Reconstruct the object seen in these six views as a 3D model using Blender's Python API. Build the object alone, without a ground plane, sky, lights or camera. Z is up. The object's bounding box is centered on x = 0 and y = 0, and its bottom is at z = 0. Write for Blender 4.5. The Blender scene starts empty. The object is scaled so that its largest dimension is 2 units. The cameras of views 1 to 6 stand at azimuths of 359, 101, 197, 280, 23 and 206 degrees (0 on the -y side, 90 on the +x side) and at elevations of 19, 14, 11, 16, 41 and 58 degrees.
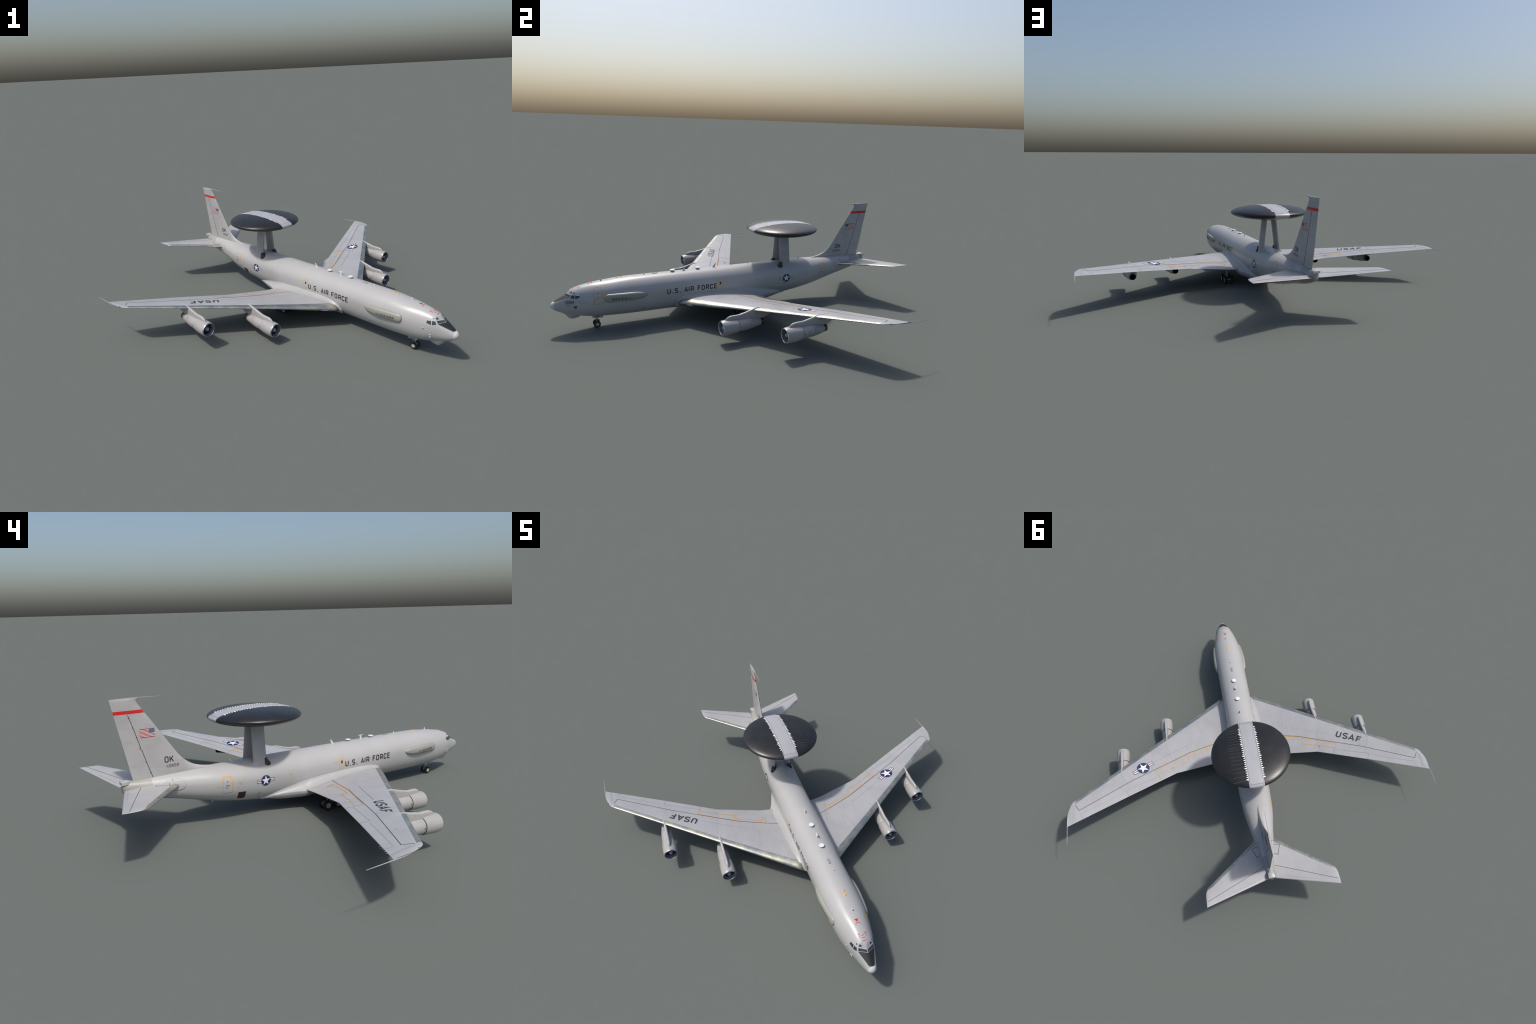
# Four-engined swept-wing airliner-type radar plane with a rotating dome, built in its own
# frame (x forward, y to port, z up, centreline y = 0); the root Empty turns it on the ground.
import bpy, bmesh, math, random
import numpy as np
from mathutils import Vector

random.seed(7)
HEADING = math.radians(38.95 - 90.0)
SIDE_SHIFT = 0.1138

# ------------------------------------------------------------------ helpers
def pchip(xs, ys):
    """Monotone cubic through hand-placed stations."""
    o = np.argsort(xs)
    x, y = np.array(xs, float)[o], np.array(ys, float)[o]
    h = np.diff(x); d = np.diff(y) / h
    m = np.zeros(len(x))
    for i in range(1, len(x) - 1):
        if d[i - 1] * d[i] > 0:
            w1, w2 = 2 * h[i] + h[i - 1], h[i] + 2 * h[i - 1]
            m[i] = (w1 + w2) / (w1 / d[i - 1] + w2 / d[i])
    m[0], m[-1] = d[0], d[-1]

    def f(t):
        t = min(max(t, x[0]), x[-1])
        i = min(max(int(np.searchsorted(x, t)) - 1, 0), len(h) - 1)
        s = (t - x[i]) / h[i]
        return float((2*s**3 - 3*s*s + 1) * y[i] + (s**3 - 2*s*s + s) * h[i] * m[i]
                     + (3*s*s - 2*s**3) * y[i+1] + (s**3 - s*s) * h[i] * m[i+1])
    return f


def lin(xs, ys):
    o = np.argsort(xs); x, y = np.array(xs, float)[o], np.array(ys, float)[o]
    return lambda t: float(np.interp(t, x, y))


def link(ob, parent):
    bpy.context.scene.collection.objects.link(ob)
    if parent is not None:
        ob.parent = parent
    return ob


def add_mesh(name, verts, faces, mat, parent, smooth=True, angle=None, recalc=True):
    me = bpy.data.meshes.new(name)
    me.from_pydata([tuple(map(float, v)) for v in verts], [], faces)
    if recalc:
        bm = bmesh.new(); bm.from_mesh(me)
        bmesh.ops.remove_doubles(bm, verts=bm.verts, dist=1e-6)
        bmesh.ops.recalc_face_normals(bm, faces=bm.faces)
        bm.to_mesh(me); bm.free()
    me.materials.append(mat)
    for p in me.polygons:
        p.use_smooth = smooth
    if angle is not None:
        me.set_sharp_from_angle(angle=math.radians(angle))
    return link(bpy.data.objects.new(name, me), parent)


def copy_of(ob, parent, loc=None, rot=None, scale=None):
    c = ob.copy()
    bpy.context.scene.collection.objects.link(c)
    c.parent = parent
    if loc is not None: c.location = loc
    if rot is not None: c.rotation_euler = rot
    if scale is not None: c.scale = scale
    return c


def loft(rings, closed=True, cap0=True, cap1=True):
    """Skin a list of equal rings."""
    n = len(rings[0]); V = [p for r in rings for p in r]; Fc = []
    for i in range(len(rings) - 1):
        for j in range(n if closed else n - 1):
            k = (j + 1) % n
            Fc.append((i*n + j, i*n + k, (i+1)*n + k, (i+1)*n + j))
    if cap0: Fc.append(tuple(range(n))[::-1])
    if cap1: Fc.append(tuple((len(rings)-1)*n + j for j in range(n)))
    return V, Fc


def lathe(profile, seg=48, axis='x'):
    """Turn (position, radius) pairs about the x (or y) axis."""
    R = []
    for a, r in profile:
        ring = []
        for j in range(seg):
            t = 2*math.pi*j/seg
            c, s = r*math.cos(t), r*math.sin(t)
            ring.append((a, c, s) if axis == 'x' else (c, a, s))
        R.append(ring)
    return loft(R, True, False, False)


def split_parts(verts, faces, labels, parts, parent):
    """One smooth surface cut by region into objects that keep the normals of the whole."""
    whole = bpy.data.meshes.new('whole')
    whole.from_pydata([tuple(map(float, v)) for v in verts], [], faces)
    bm = bmesh.new(); bm.from_mesh(whole)
    bmesh.ops.recalc_face_normals(bm, faces=bm.faces)
    bm.normal_update(); bm.verts.ensure_lookup_table(); bm.faces.ensure_lookup_table()
    nrm = [v.normal.copy() for v in bm.verts]
    fl = [[v.index for v in f.verts] for f in bm.faces]
    bm.free(); bpy.data.meshes.remove(whole)
    out = []
    for key, (name, mat, par) in parts.items():
        use, vs, fs = {}, [], []
        for f, lab in zip(fl, labels):
            if lab != key: continue
            nf = []
            for i in f:
                if i not in use:
                    use[i] = len(vs); vs.append(i)
                nf.append(use[i])
            fs.append(nf)
        me = bpy.data.meshes.new(name)
        me.from_pydata([tuple(map(float, verts[i])) for i in vs], [], fs)
        me.materials.append(mat)
        for p in me.polygons: p.use_smooth = True
        me.normals_split_custom_set_from_vertices([nrm[i] for i in vs])
        out.append(link(bpy.data.objects.new(name, me), par if par is not None else parent))
    return out


# ------------------------------------------------------------------ materials
class Nodes:
    def __init__(self, name):
        self.m = bpy.data.materials.new(name); self.m.use_nodes = True
        self.t = self.m.node_tree; self.b = self.t.nodes['Principled BSDF']
        self.tc = self.t.nodes.new('ShaderNodeTexCoord')

    def n(self, kind, **kw):
        nd = self.t.nodes.new('ShaderNode' + kind)
        for k, v in kw.items():
            if k in nd.inputs: nd.inputs[k].default_value = v
            else: setattr(nd, k, v)
        return nd

    def l(self, a, b): self.t.links.new(a, b)

    def coords(self, scale=(1, 1, 1), rot=(0, 0, 0), loc=(0, 0, 0)):
        mp = self.n('Mapping'); self.l(self.tc.outputs['Object'], mp.inputs['Vector'])
        mp.inputs['Scale'].default_value = scale
        mp.inputs['Rotation'].default_value = rot
        mp.inputs['Location'].default_value = loc
        return mp.outputs['Vector']

    def noise(self, vec, scale, detail=3.0, rough=0.55):
        nz = self.n('TexNoise'); self.l(vec, nz.inputs['Vector'])
        nz.inputs['Scale'].default_value = scale
        nz.inputs['Detail'].default_value = detail
        nz.inputs['Roughness'].default_value = rough
        return nz.outputs['Fac']

    def ramp(self, fac, stops):
        r = self.n('ValToRGB'); self.l(fac, r.inputs['Fac'])
        e = r.color_ramp.elements
        while len(e) < len(stops): e.new(0.5)
        for el, (p, c) in zip(e, stops):
            el.position = p; el.color = (*c, 1) if len(c) == 3 else c
        return r.outputs['Color']

    def mix(self, fac, a, b, mode='MIX'):
        m = self.n('Mix', data_type='RGBA', blend_type=mode)
        for i, v in ((0, fac), (6, a), (7, b)):
            if hasattr(v, 'is_linked'): self.l(v, m.inputs[i])
            elif i == 0: m.inputs[0].default_value = v
            else: m.inputs[i].default_value = (*v, 1)
        return m.outputs[2]

    def maths(self, op, a, b=None):
        m = self.n('Math', operation=op)
        for i, v in ((0, a), (1, b)):
            if v is None: continue
            if hasattr(v, 'is_linked'): self.l(v, m.inputs[i])
            else: m.inputs[i].default_value = v
        return m.outputs[0]

    def done(self, col=None, rough=0.4, metal=0.0, spec=0.5, coat=0.0, bump=None, bump_d=0.0002):
        if col is not None:
            if hasattr(col, 'is_linked'): self.l(col, self.b.inputs['Base Color'])
            else: self.b.inputs['Base Color'].default_value = (*col, 1)
        if hasattr(rough, 'is_linked'): self.l(rough, self.b.inputs['Roughness'])
        else: self.b.inputs['Roughness'].default_value = rough
        self.b.inputs['Metallic'].default_value = metal
        self.b.inputs['Specular IOR Level'].default_value = spec
        self.b.inputs['Coat Weight'].default_value = coat
        if bump is not None:
            bp = self.n('Bump'); self.l(bump, bp.inputs['Height'])
            bp.inputs['Distance'].default_value = bump_d; bp.inputs['Strength'].default_value = 1.0
            self.l(bp.outputs['Normal'], self.b.inputs['Normal'])
        return self.m


def plain(name, col, rough=0.45, metal=0.0, spec=0.5):
    """Flat paint with a breath of grain so that it is never perfectly uniform."""
    N = Nodes(name)
    f = N.noise(N.coords(), 90.0, 2.0)
    c = N.ramp(f, [(0.3, tuple(v * 0.93 for v in col)), (0.7, tuple(min(1, v * 1.05) for v in col))])
    return N.done(c, rough, metal, spec)


def aircraft_paint(name, col, panels=None, rough=0.33, grime=0.10, spec=0.5, streaks=0.30):
    """Grey paint: broad tone drift, fore-and-aft streaks, faint panel seams."""
    N = Nodes(name)
    v = N.coords()
    broad = N.noise(v, 9.0, 4.0)
    streak = N.noise(N.coords((6, 60, 60)), 1.0, 3.0)
    fine = N.noise(v, 160.0, 2.0)
    c = N.ramp(broad, [(0.30, tuple(x * (1 - grime) for x in col)), (0.55, col), (0.8, tuple(min(1, x * 1.04) for x in col))])
    c = N.mix(streaks, c, N.ramp(streak, [(0.25, (0.86,) * 3), (0.6, (1.0,) * 3)]), 'MULTIPLY')
    c = N.mix(0.12, c, N.ramp(fine, [(0.40, (0.92,) * 3), (0.6, (1.0,) * 3)]), 'MULTIPLY')
    if panels:
        rot, size, width, dark = panels
        bt = N.n('TexBrick'); N.l(N.coords(rot=rot), bt.inputs['Vector'])
        bt.inputs['Scale'].default_value = 1.0
        bt.inputs['Brick Width'].default_value = size[0]
        bt.inputs['Row Height'].default_value = size[1]
        bt.inputs['Mortar Size'].default_value = width
        bt.inputs['Mortar Smooth'].default_value = 0.3
        bt.inputs['Color1'].default_value = (1, 1, 1, 1)
        bt.inputs['Color2'].default_value = (0.97, 0.97, 0.97, 1)
        bt.inputs['Mortar'].default_value = (dark, dark, dark, 1)
        c = N.mix(1.0, c, bt.outputs['Color'], 'MULTIPLY')
    r = N.ramp(N.noise(v, 25.0, 3.0), [(0.3, (max(rough - 0.04, 0.288),) * 3), (0.7, (rough + 0.06,) * 3)])
    return N.done(c, r, 0.0, spec)


GREY = (0.380, 0.379, 0.379)
WING_GREY = (0.350, 0.354, 0.368)
M = {}
M['fuselage'] = aircraft_paint('fuselage_grey_paint', GREY, rough=0.285, grime=0.035, streaks=0.05)
M['fairing'] = aircraft_paint('fairing_grey_paint', (0.36, 0.358, 0.358), rough=0.36, grime=0.06, streaks=0.08)
M['wing_L'] = aircraft_paint('port_wing_grey_paint', WING_GREY, ((0, 0, math.radians(-28)), (0.075, 0.046), 0.0007, 0.90), 0.38, 0.08)
M['wing_R'] = aircraft_paint('starboard_wing_grey_paint', WING_GREY, ((0, 0, math.radians(28)), (0.075, 0.046), 0.0007, 0.90), 0.38, 0.08)
M['tailplane'] = aircraft_paint('tailplane_grey_paint', (0.37, 0.37, 0.38), ((0, 0, 0), (0.06, 0.09), 0.0007, 0.93), 0.38, 0.07)
M['nacelle'] = aircraft_paint('nacelle_grey_paint', (0.345, 0.338, 0.335), None, 0.33, 0.10)
M['pylon'] = aircraft_paint('pylon_grey_paint', (0.37, 0.362, 0.355), None, 0.36, 0.08)
M['strut'] = aircraft_paint('strut_grey_paint', (0.33, 0.33, 0.34), None, 0.42, 0.14)
M['pod'] = aircraft_paint('sensor_fairing_green_grey', (0.275, 0.278, 0.248), None, 0.38, 0.06)
M['tan'] = aircraft_paint('tail_cone_tan_grey', (0.300, 0.298, 0.268), None, 0.40, 0.08)
M['cap'] = aircraft_paint('nose_cap_off_white', (0.55, 0.55, 0.55), None, 0.4, 0.03)
M['stripe_grey'] = aircraft_paint('dome_band_grey', (0.36, 0.362, 0.385), None, 0.40, 0.05)
M['white'] = plain('white_paint', (0.66, 0.66, 0.67), 0.5)
M['bright_white'] = plain('bright_white_paint', (0.66, 0.66, 0.66), 0.5)
M['tab_white'] = plain('edge_tab_white', (0.85, 0.85, 0.85), 0.5)
M['off_white'] = plain('antenna_off_white', (0.60, 0.59, 0.57), 0.5)
M['letter'] = plain('lettering_charcoal', (0.020, 0.022, 0.026), 0.55)
M['wing_letter'] = plain('wing_lettering_charcoal', (0.030, 0.033, 0.042), 0.55)
M['line'] = plain('seam_line_black', (0.035, 0.035, 0.038), 0.6)
M['seam'] = plain('seam_line_grey', (0.19, 0.19, 0.20), 0.6)
M['faint'] = plain('stencil_grey', (0.22, 0.22, 0.225), 0.6)
M['darkstencil'] = plain('stencil_dark_grey', (0.075, 0.078, 0.088), 0.6)
M['orange'] = plain('marking_orange', (0.58, 0.315, 0.040), 0.55)
M['orange_faint'] = plain('marking_orange_faded', (0.50, 0.34, 0.14), 0.55)
M['amber'] = plain('amber_lamp', (0.75, 0.36, 0.02), 0.3)
M['red'] = plain('marking_red', (0.50, 0.016, 0.016), 0.5)
M['red_faint'] = plain('marking_red_faded', (0.44, 0.16, 0.15), 0.55)
M['red_thin'] = plain('marking_dark_red', (0.26, 0.04, 0.04), 0.55)
M['navy'] = plain('insignia_navy', (0.013, 0.024, 0.085), 0.5)
M['flag_red'] = plain('flag_red', (0.30, 0.016, 0.020), 0.5)
M['flag_blue'] = plain('flag_blue', (0.035, 0.060, 0.125), 0.5)
M['insignia_red'] = plain('insignia_red', (0.34, 0.04, 0.04), 0.5)
M['badge_yellow'] = plain('badge_pale_yellow', (0.45, 0.46, 0.32), 0.5)
M['badge_blue'] = plain('badge_pale_blue', (0.16, 0.30, 0.40), 0.5)
M['antiglare'] = plain('antiglare_black', (0.016, 0.016, 0.018), 0.50)
M['black'] = plain('matt_black', (0.012, 0.012, 0.013), 0.6)
M['hatch'] = plain('hatch_dark', (0.014, 0.013, 0.012), 0.6)
M['gap'] = plain('cowl_gap_dark', (0.02, 0.02, 0.02), 0.7)
M['strut_foot'] = plain('strut_foot_dark', (0.018, 0.019, 0.022), 0.5)
M['tyre'] = plain('tyre_rubber', (0.012, 0.012, 0.013), 0.75)
M['rim'] = plain('wheel_rim_grey', (0.42, 0.41, 0.40), 0.4)
M['rim_dark'] = plain('main_wheel_rim_grey', (0.34, 0.34, 0.34), 0.4)
M['gear'] = plain('gear_leg_grey', (0.33, 0.33, 0.33), 0.4)
M['inlet'] = plain('inlet_duct_grey', (0.19, 0.19, 0.21), 0.5)
M['fan'] = plain('fan_face_dark', (0.015, 0.015, 0.017), 0.5)
M['spinner'] = plain('spinner_grey', (0.36, 0.36, 0.38), 0.35)
M['nozzle'] = plain('nozzle_dark_metal', (0.10, 0.10, 0.098), 0.4, 0.8)
M['void'] = plain('nozzle_inside', (0.004, 0.004, 0.004), 0.9, 0, 0.1)
M['vg'] = plain('vortex_tab_dark', (0.05, 0.05, 0.055), 0.6)
M['lamp_blue'] = plain('navigation_lamp_glass', (0.07, 0.085, 0.11), 0.25)


def polished_edge():
    """Bare-metal leading edge in spanwise sheets of different tint."""
    N = Nodes('leading_edge_metal')
    v = N.coords()
    sheets = N.noise(N.coords((1.0, 1.0, 0.2)), 17.0, 1.0, 0.3)
    c = N.ramp(sheets, [(0.36, (0.38, 0.39, 0.38)), (0.44, (0.45, 0.445, 0.40)), (0.50, (0.54, 0.52, 0.41)), (0.57, (0.43, 0.435, 0.41)), (0.66, (0.57, 0.555, 0.45))])  # blue lowered in these tints to offset the sky's reflection on the metal
    c = N.mix(0.35, c, N.ramp(N.noise(v, 60.0, 4.0), [(0.3, (0.7,) * 3), (0.7, (1.0,) * 3)]), 'MULTIPLY')
    r = N.ramp(N.noise(v, 30.0, 3.0), [(0.3, (0.30,) * 3), (0.7, (0.40,) * 3)])
    return N.done(c, r, 0.85, 0.5)


def chrome_lip():
    N = Nodes('inlet_lip_metal')
    c = N.ramp(N.noise(N.coords(), 40.0, 2.0), [(0.3, (0.48, 0.49, 0.52)), (0.7, (0.60, 0.61, 0.64))])
    return N.done(c, 0.22, 0.95)


def dome_black():
    N = Nodes('dome_black_paint')
    v = N.coords()
    c = N.ramp(N.noise(v, 20.0, 4.0), [(0.3, (0.010, 0.010, 0.011)), (0.7, (0.018, 0.018, 0.019))])
    r = N.ramp(N.noise(v, 300.0, 2.0), [(0.3, (0.30,) * 3), (0.7, (0.40,) * 3)])
    return N.done(c, r, 0.0, 0.50, bump=N.noise(v, 260.0, 3.0), bump_d=0.00018)


def glass():
    N = Nodes('cockpit_glass')
    c = N.ramp(N.noise(N.coords(), 30.0, 2.0), [(0.3, (0.028, 0.036, 0.050)), (0.7, (0.042, 0.054, 0.074))])  # base lifted to slate blue: sky reflection in the panes tinted into the colour
    return N.done(c, 0.26, 0.0, 0.5)


def fin_paint():
    """Fin paint: grey, seams, and the red band below the tip at fixed heights."""
    N = Nodes('fin_grey_paint_with_red_band')
    v = N.coords()
    base = N.ramp(N.noise(v, 10.0, 4.0), [(0.3, (0.335, 0.33, 0.33)), (0.6, (0.375, 0.37, 0.37))])
    streak = N.noise(N.coords((10, 10, 50)), 1.0, 3.0)
    base = N.mix(0.35, base, N.ramp(streak, [(0.25, (0.84,) * 3), (0.6, (1.0,) * 3)]), 'MULTIPLY')
    bt = N.n('TexBrick'); N.l(N.coords(rot=(math.radians(90), math.radians(-16), 0)), bt.inputs['Vector'])
    for k, val in (('Scale', 1.0), ('Brick Width', 0.042), ('Row Height', 0.055), ('Mortar Size', 0.0007), ('Mortar Smooth', 0.3)):
        bt.inputs[k].default_value = val
    bt.inputs['Color1'].default_value = bt.inputs['Color2'].default_value = (1, 1, 1, 1)
    bt.inputs['Mortar'].default_value = (0.93,) * 3 + (1,)
    base = N.mix(1.0, base, bt.outputs['Color'], 'MULTIPLY')
    sep = N.n('SeparateXYZ'); N.l(N.tc.outputs['Object'], sep.inputs[0])
    z = sep.outputs['Z']
    band = N.maths('MULTIPLY', N.maths('GREATER_THAN', z, 0.5653), N.maths('LESS_THAN', z, 0.5803))
    c = N.mix(band, base, (0.50, 0.016, 0.016))
    return N.done(c, 0.38)


M['edge'] = polished_edge()
M['lip'] = chrome_lip()
M['dome'] = dome_black()
M['glass'] = glass()
M['frame'] = plain('window_frame_white', (0.50, 0.50, 0.51), 0.4)
M['probe'] = plain('probe_grey', (0.33, 0.33, 0.34), 0.45)
M['fin'] = fin_paint()

# ------------------------------------------------------------------ root
root = bpy.data.objects.new('radar_plane', None)
root.empty_display_size = 0.3
bpy.context.scene.collection.objects.link(root)
root.location = (SIDE_SHIFT * -math.sin(HEADING), SIDE_SHIFT * math.cos(HEADING), 0)
root.rotation_euler = (0, 0, HEADING)
root['label'] = 'grey four-engined military jet with a large black rotating radar dome'
root['category'] = 'airplane'

# ------------------------------------------------------------------ fuselage
f_w = pchip([1.3748, 1.372, 1.366, 1.358, 1.34, 1.325, 1.291, 1.258, 1.22, 1.18, 1.157, 1.12, 1.08, 1.02, .95, -.07, -.13, -.203, -.25, -.31, -.397, -.449, -.52, -.58, -.645, -.69, -.717],
            [.002, .0105, .0175, .0232, .0300, .0352, .0462, .0572, .0683, .0770, .0815, .0872, .0908, .0936, .0945, .0945, .0937, .0905, .0885, .0820, .0672, .0585, .0475, .0385, .0280, .0190, .0125])
f_t = pchip([1.3748, 1.372, 1.366, 1.3575, 1.35, 1.33, 1.303, 1.290, 1.280, 1.270, 1.259, 1.24, 1.22, 1.175, 1.15, 1.10, 1.06, 1.016, .936, .80, 0, -.15, -.30, -.46, -.60, -.717],
            [.1555, .1645, .1720, .1782, .1830, .1945, .2120, .2215, .2285, .2340, .2395, .2465, .2525, .2612, .2650, .2703, .2738, .2776, .2804, .2810, .2808, .2800, .2785, .2758, .2702, .2665])
f_b = pchip([1.3748, 1.372, 1.366, 1.357, 1.325, 1.283, 1.259, 1.22, 1.175, 1.15, 1.10, 1.06, 1.016, .936, .80, .5, .10, .0, -.07, -.15, -.23, -.31, -.40, -.46, -.52, -.626, -.68, -.717],
            [.1525, .1440, .1370, .1297, .1135, .1005, .0938, .0810, .0722, .0690, .0655, .0635, .0618, .0602, .0598, .0596, .0596, .0632, .0700, .0808, .0940, .1120, .1340, .1500, .1625, .1880, .2070, .2210])
f_k = pchip([1.38, 1.22, 1.05, -.2, -.5, -.72], [.5, .5, .576, .576, .55, .5])
LOW_N = 2.2
f_p = pchip([1.38, 1.357, 1.345, 1.316, 1.28, 1.25, 1.20, -1], [2.0, 2.05, 2.2, 2.4, 2.3, 2.15, 2.0, 2.0])


def roof(x, y):
    """Flat windscreen facets and the sloping deck ahead of them cut the round nose."""
    if x < 1.255: return 9.0
    screen = .2062 - 1.018*(x - 1.3003) - .562*abs(y)
    deck = .2062 - .511*(x - 1.3003) - .40*(math.sqrt(y*y + .000120) - .01095)
    return max(screen, deck)


def roof_y(x, z):
    if x < 1.255: return 9.0
    return max((.2062 - 1.018*(x - 1.3003) - z)/.562, math.sqrt(max((max(.2062 - .511*(x - 1.3003) - z, 0)/.40 + .01095)**2 - .000120, 0)))


def fus(x):
    w, zt, zb = f_w(x), f_t(x), f_b(x)
    return w, zt, zb, zb + f_k(x) * (zt - zb)


def fus_ring(x, seg=96, grow=0.0):
    w, zt, zb, zw = fus(x)
    w += grow; zt += grow; zb -= grow
    ring = []
    for j in range(seg):
        a = 2 * math.pi * j / seg
        c, s = math.cos(a), math.sin(a)
        if s >= 0:
            e = 2 / f_p(x)
            y = w*math.copysign(abs(c)**e, c)
            ring.append((x, y, min(zw + (zt - zw)*s**e, roof(x, y))))
        else:
            e = 2 / LOW_N
            ring.append((x, w*math.copysign(abs(c)**e, c), zw - (zw - zb)*abs(s)**e))
    return ring


def fus_y(x, z):
    w, zt, zb, zw = fus(x)
    p = f_p(x)
    if z >= zw:
        q = min((z - zw) / (zt - zw), 0.9995)
        return max(min(w * (1 - q**p) ** (1/p), roof_y(x, z)), 1e-4)
    q = min((zw - z) / (zw - zb), 0.9995); return w * (1 - q**LOW_N) ** (1/LOW_N)


def fus_z(x, y):
    w, zt, zb, zw = fus(x)
    p = f_p(x)
    q = min(abs(y) / w, 0.9995); return min(zw + (zt - zw) * (1 - q**p) ** (1/p), roof(x, y))


def on_side(sign):
    def f(x, z, off):
        h = 5e-4
        y = fus_y(x, z)
        n = Vector((-(fus_y(x+h, z) - fus_y(x-h, z))/(2*h), 1.0, -(fus_y(x, z+h) - fus_y(x, z-h))/(2*h))).normalized()
        return (x + n.x*off, sign*(y + n.y*off), z + n.z*off)
    return f


def on_top(x, y, off):
    h = 5e-4
    z = fus_z(x, y)
    n = Vector((-(fus_z(x+h, y) - fus_z(x-h, y))/(2*h), -(fus_z(x, y+h) - fus_z(x, y-h))/(2*h), 1.0)).normalized()
    return (x + n.x*off, y + n.y*off, z + n.z*off)


CAP_X, TAN_X = 1.3575, -0.588
st = sorted(set([-.717, TAN_X, CAP_X, 1.3748]
                + list(np.linspace(-.70, -.05, 44)) + list(np.linspace(-.03, .95, 40))
                + list(np.linspace(.965, 1.25, 36)) + list(np.linspace(1.255, 1.355, 34))
                + [1.360, 1.363, 1.366, 1.3685, 1.3705, 1.372, 1.3733]))
rings = [fus_ring(x) for x in st]
V, Fc = loft(rings, True, True, True)
ns = len(rings[0]); labels = []
for i in range(len(st) - 1):
    mid = (st[i] + st[i+1]) / 2
    labels += ['cap' if mid > CAP_X else 'tan' if mid < TAN_X else 'body'] * ns
labels += ['tan', 'cap']
fuselage, = [o for o in split_parts(V, Fc, labels, {'body': ('fuselage', M['fuselage'], None)}, root)]
split_parts(V, Fc, labels, {'cap': ('nose_cap', M['cap'], fuselage), 'tan': ('tail_cone', M['tan'], fuselage)}, root)

# ------------------------------------------------------------------ wing
LE_ROOT, LE_SLOPE = 0.683 + 0.7355*0.107, 0.7355
tip_x = pchip([1.070, 1.078, 1.086, 1.092, 1.098, 1.103, 1.1065, 1.108], [-.0252, -.033, -.047, -.062, -.081, -.102, -.128, -.172])
w_te = lin([.0, .10, .1985, .458, 1.1046, 1.12], [.172, .170, .163, .1105, -.1855, -.1925])
z_te = lin([.0, .1985, .458, .7532, 1.1046, 1.12], [.092, .1133, .1498, .1856, .2226, .2236])
z_le = lin([.0, .15, .35, .50, 1.12], [.0985, .1190, .1435, .1612, .2296])
w_tc = lin([.0, .15, .30, .46, .9, 1.06, 1.09, 1.1065, 1.108], [.132, .122, .106, .092, .080, .076, .065, .030, .02])


def w_le(y):
    return LE_ROOT - LE_SLOPE*y if y < 1.070 else tip_x(y)


def naca(s):
    return 5 * (0.2969*math.sqrt(max(s, 0)) - 0.126*s - 0.3516*s*s + 0.2843*s**3 - 0.1036*s**4)


def wing_z(x, y, up=1):
    xl, xt = w_le(y), w_te(y)
    c = xl - xt
    s = min(max((xl - x) / c, 0), 1)
    mid = z_le(y)*(1 - s) + z_te(y)*s + 0.012*c*4*s*(1 - s)*0.5
    return mid + up * (naca(s) * w_tc(y) * c + 0.0006*s*(1 if y < 1.09 else .4))


def on_wing(sign):
    def f(x, y, off):
        return (x, sign*y, wing_z(x, y) + off)
    return f


spans = sorted(set(list(np.linspace(.100, 1.06, 46)) + [.1985, .458, 1.0605] + list(np.linspace(1.066, 1.108, 16))))
edge_w = lin([.06, .15, .5, 1.06, 1.108], [.054, .048, .036, .026, .02])
NF, NB = 9, 26


def wing_s(y):
    c = w_le(y) - w_te(y)
    sb = min(edge_w(y) / c, 0.3)
    front = [sb * (k/NF)**2 for k in range(NF + 1)]
    back = [sb + (1 - sb) * (1 - math.cos(math.pi*k/NB/2*1.0)) for k in range(1, NB + 1)]
    back = [sb + (1 - sb) * (0.35*k/NB + 0.65*(1 - math.cos(math.pi*k/NB))/2) for k in range(1, NB + 1)]
    return front + back


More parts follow.
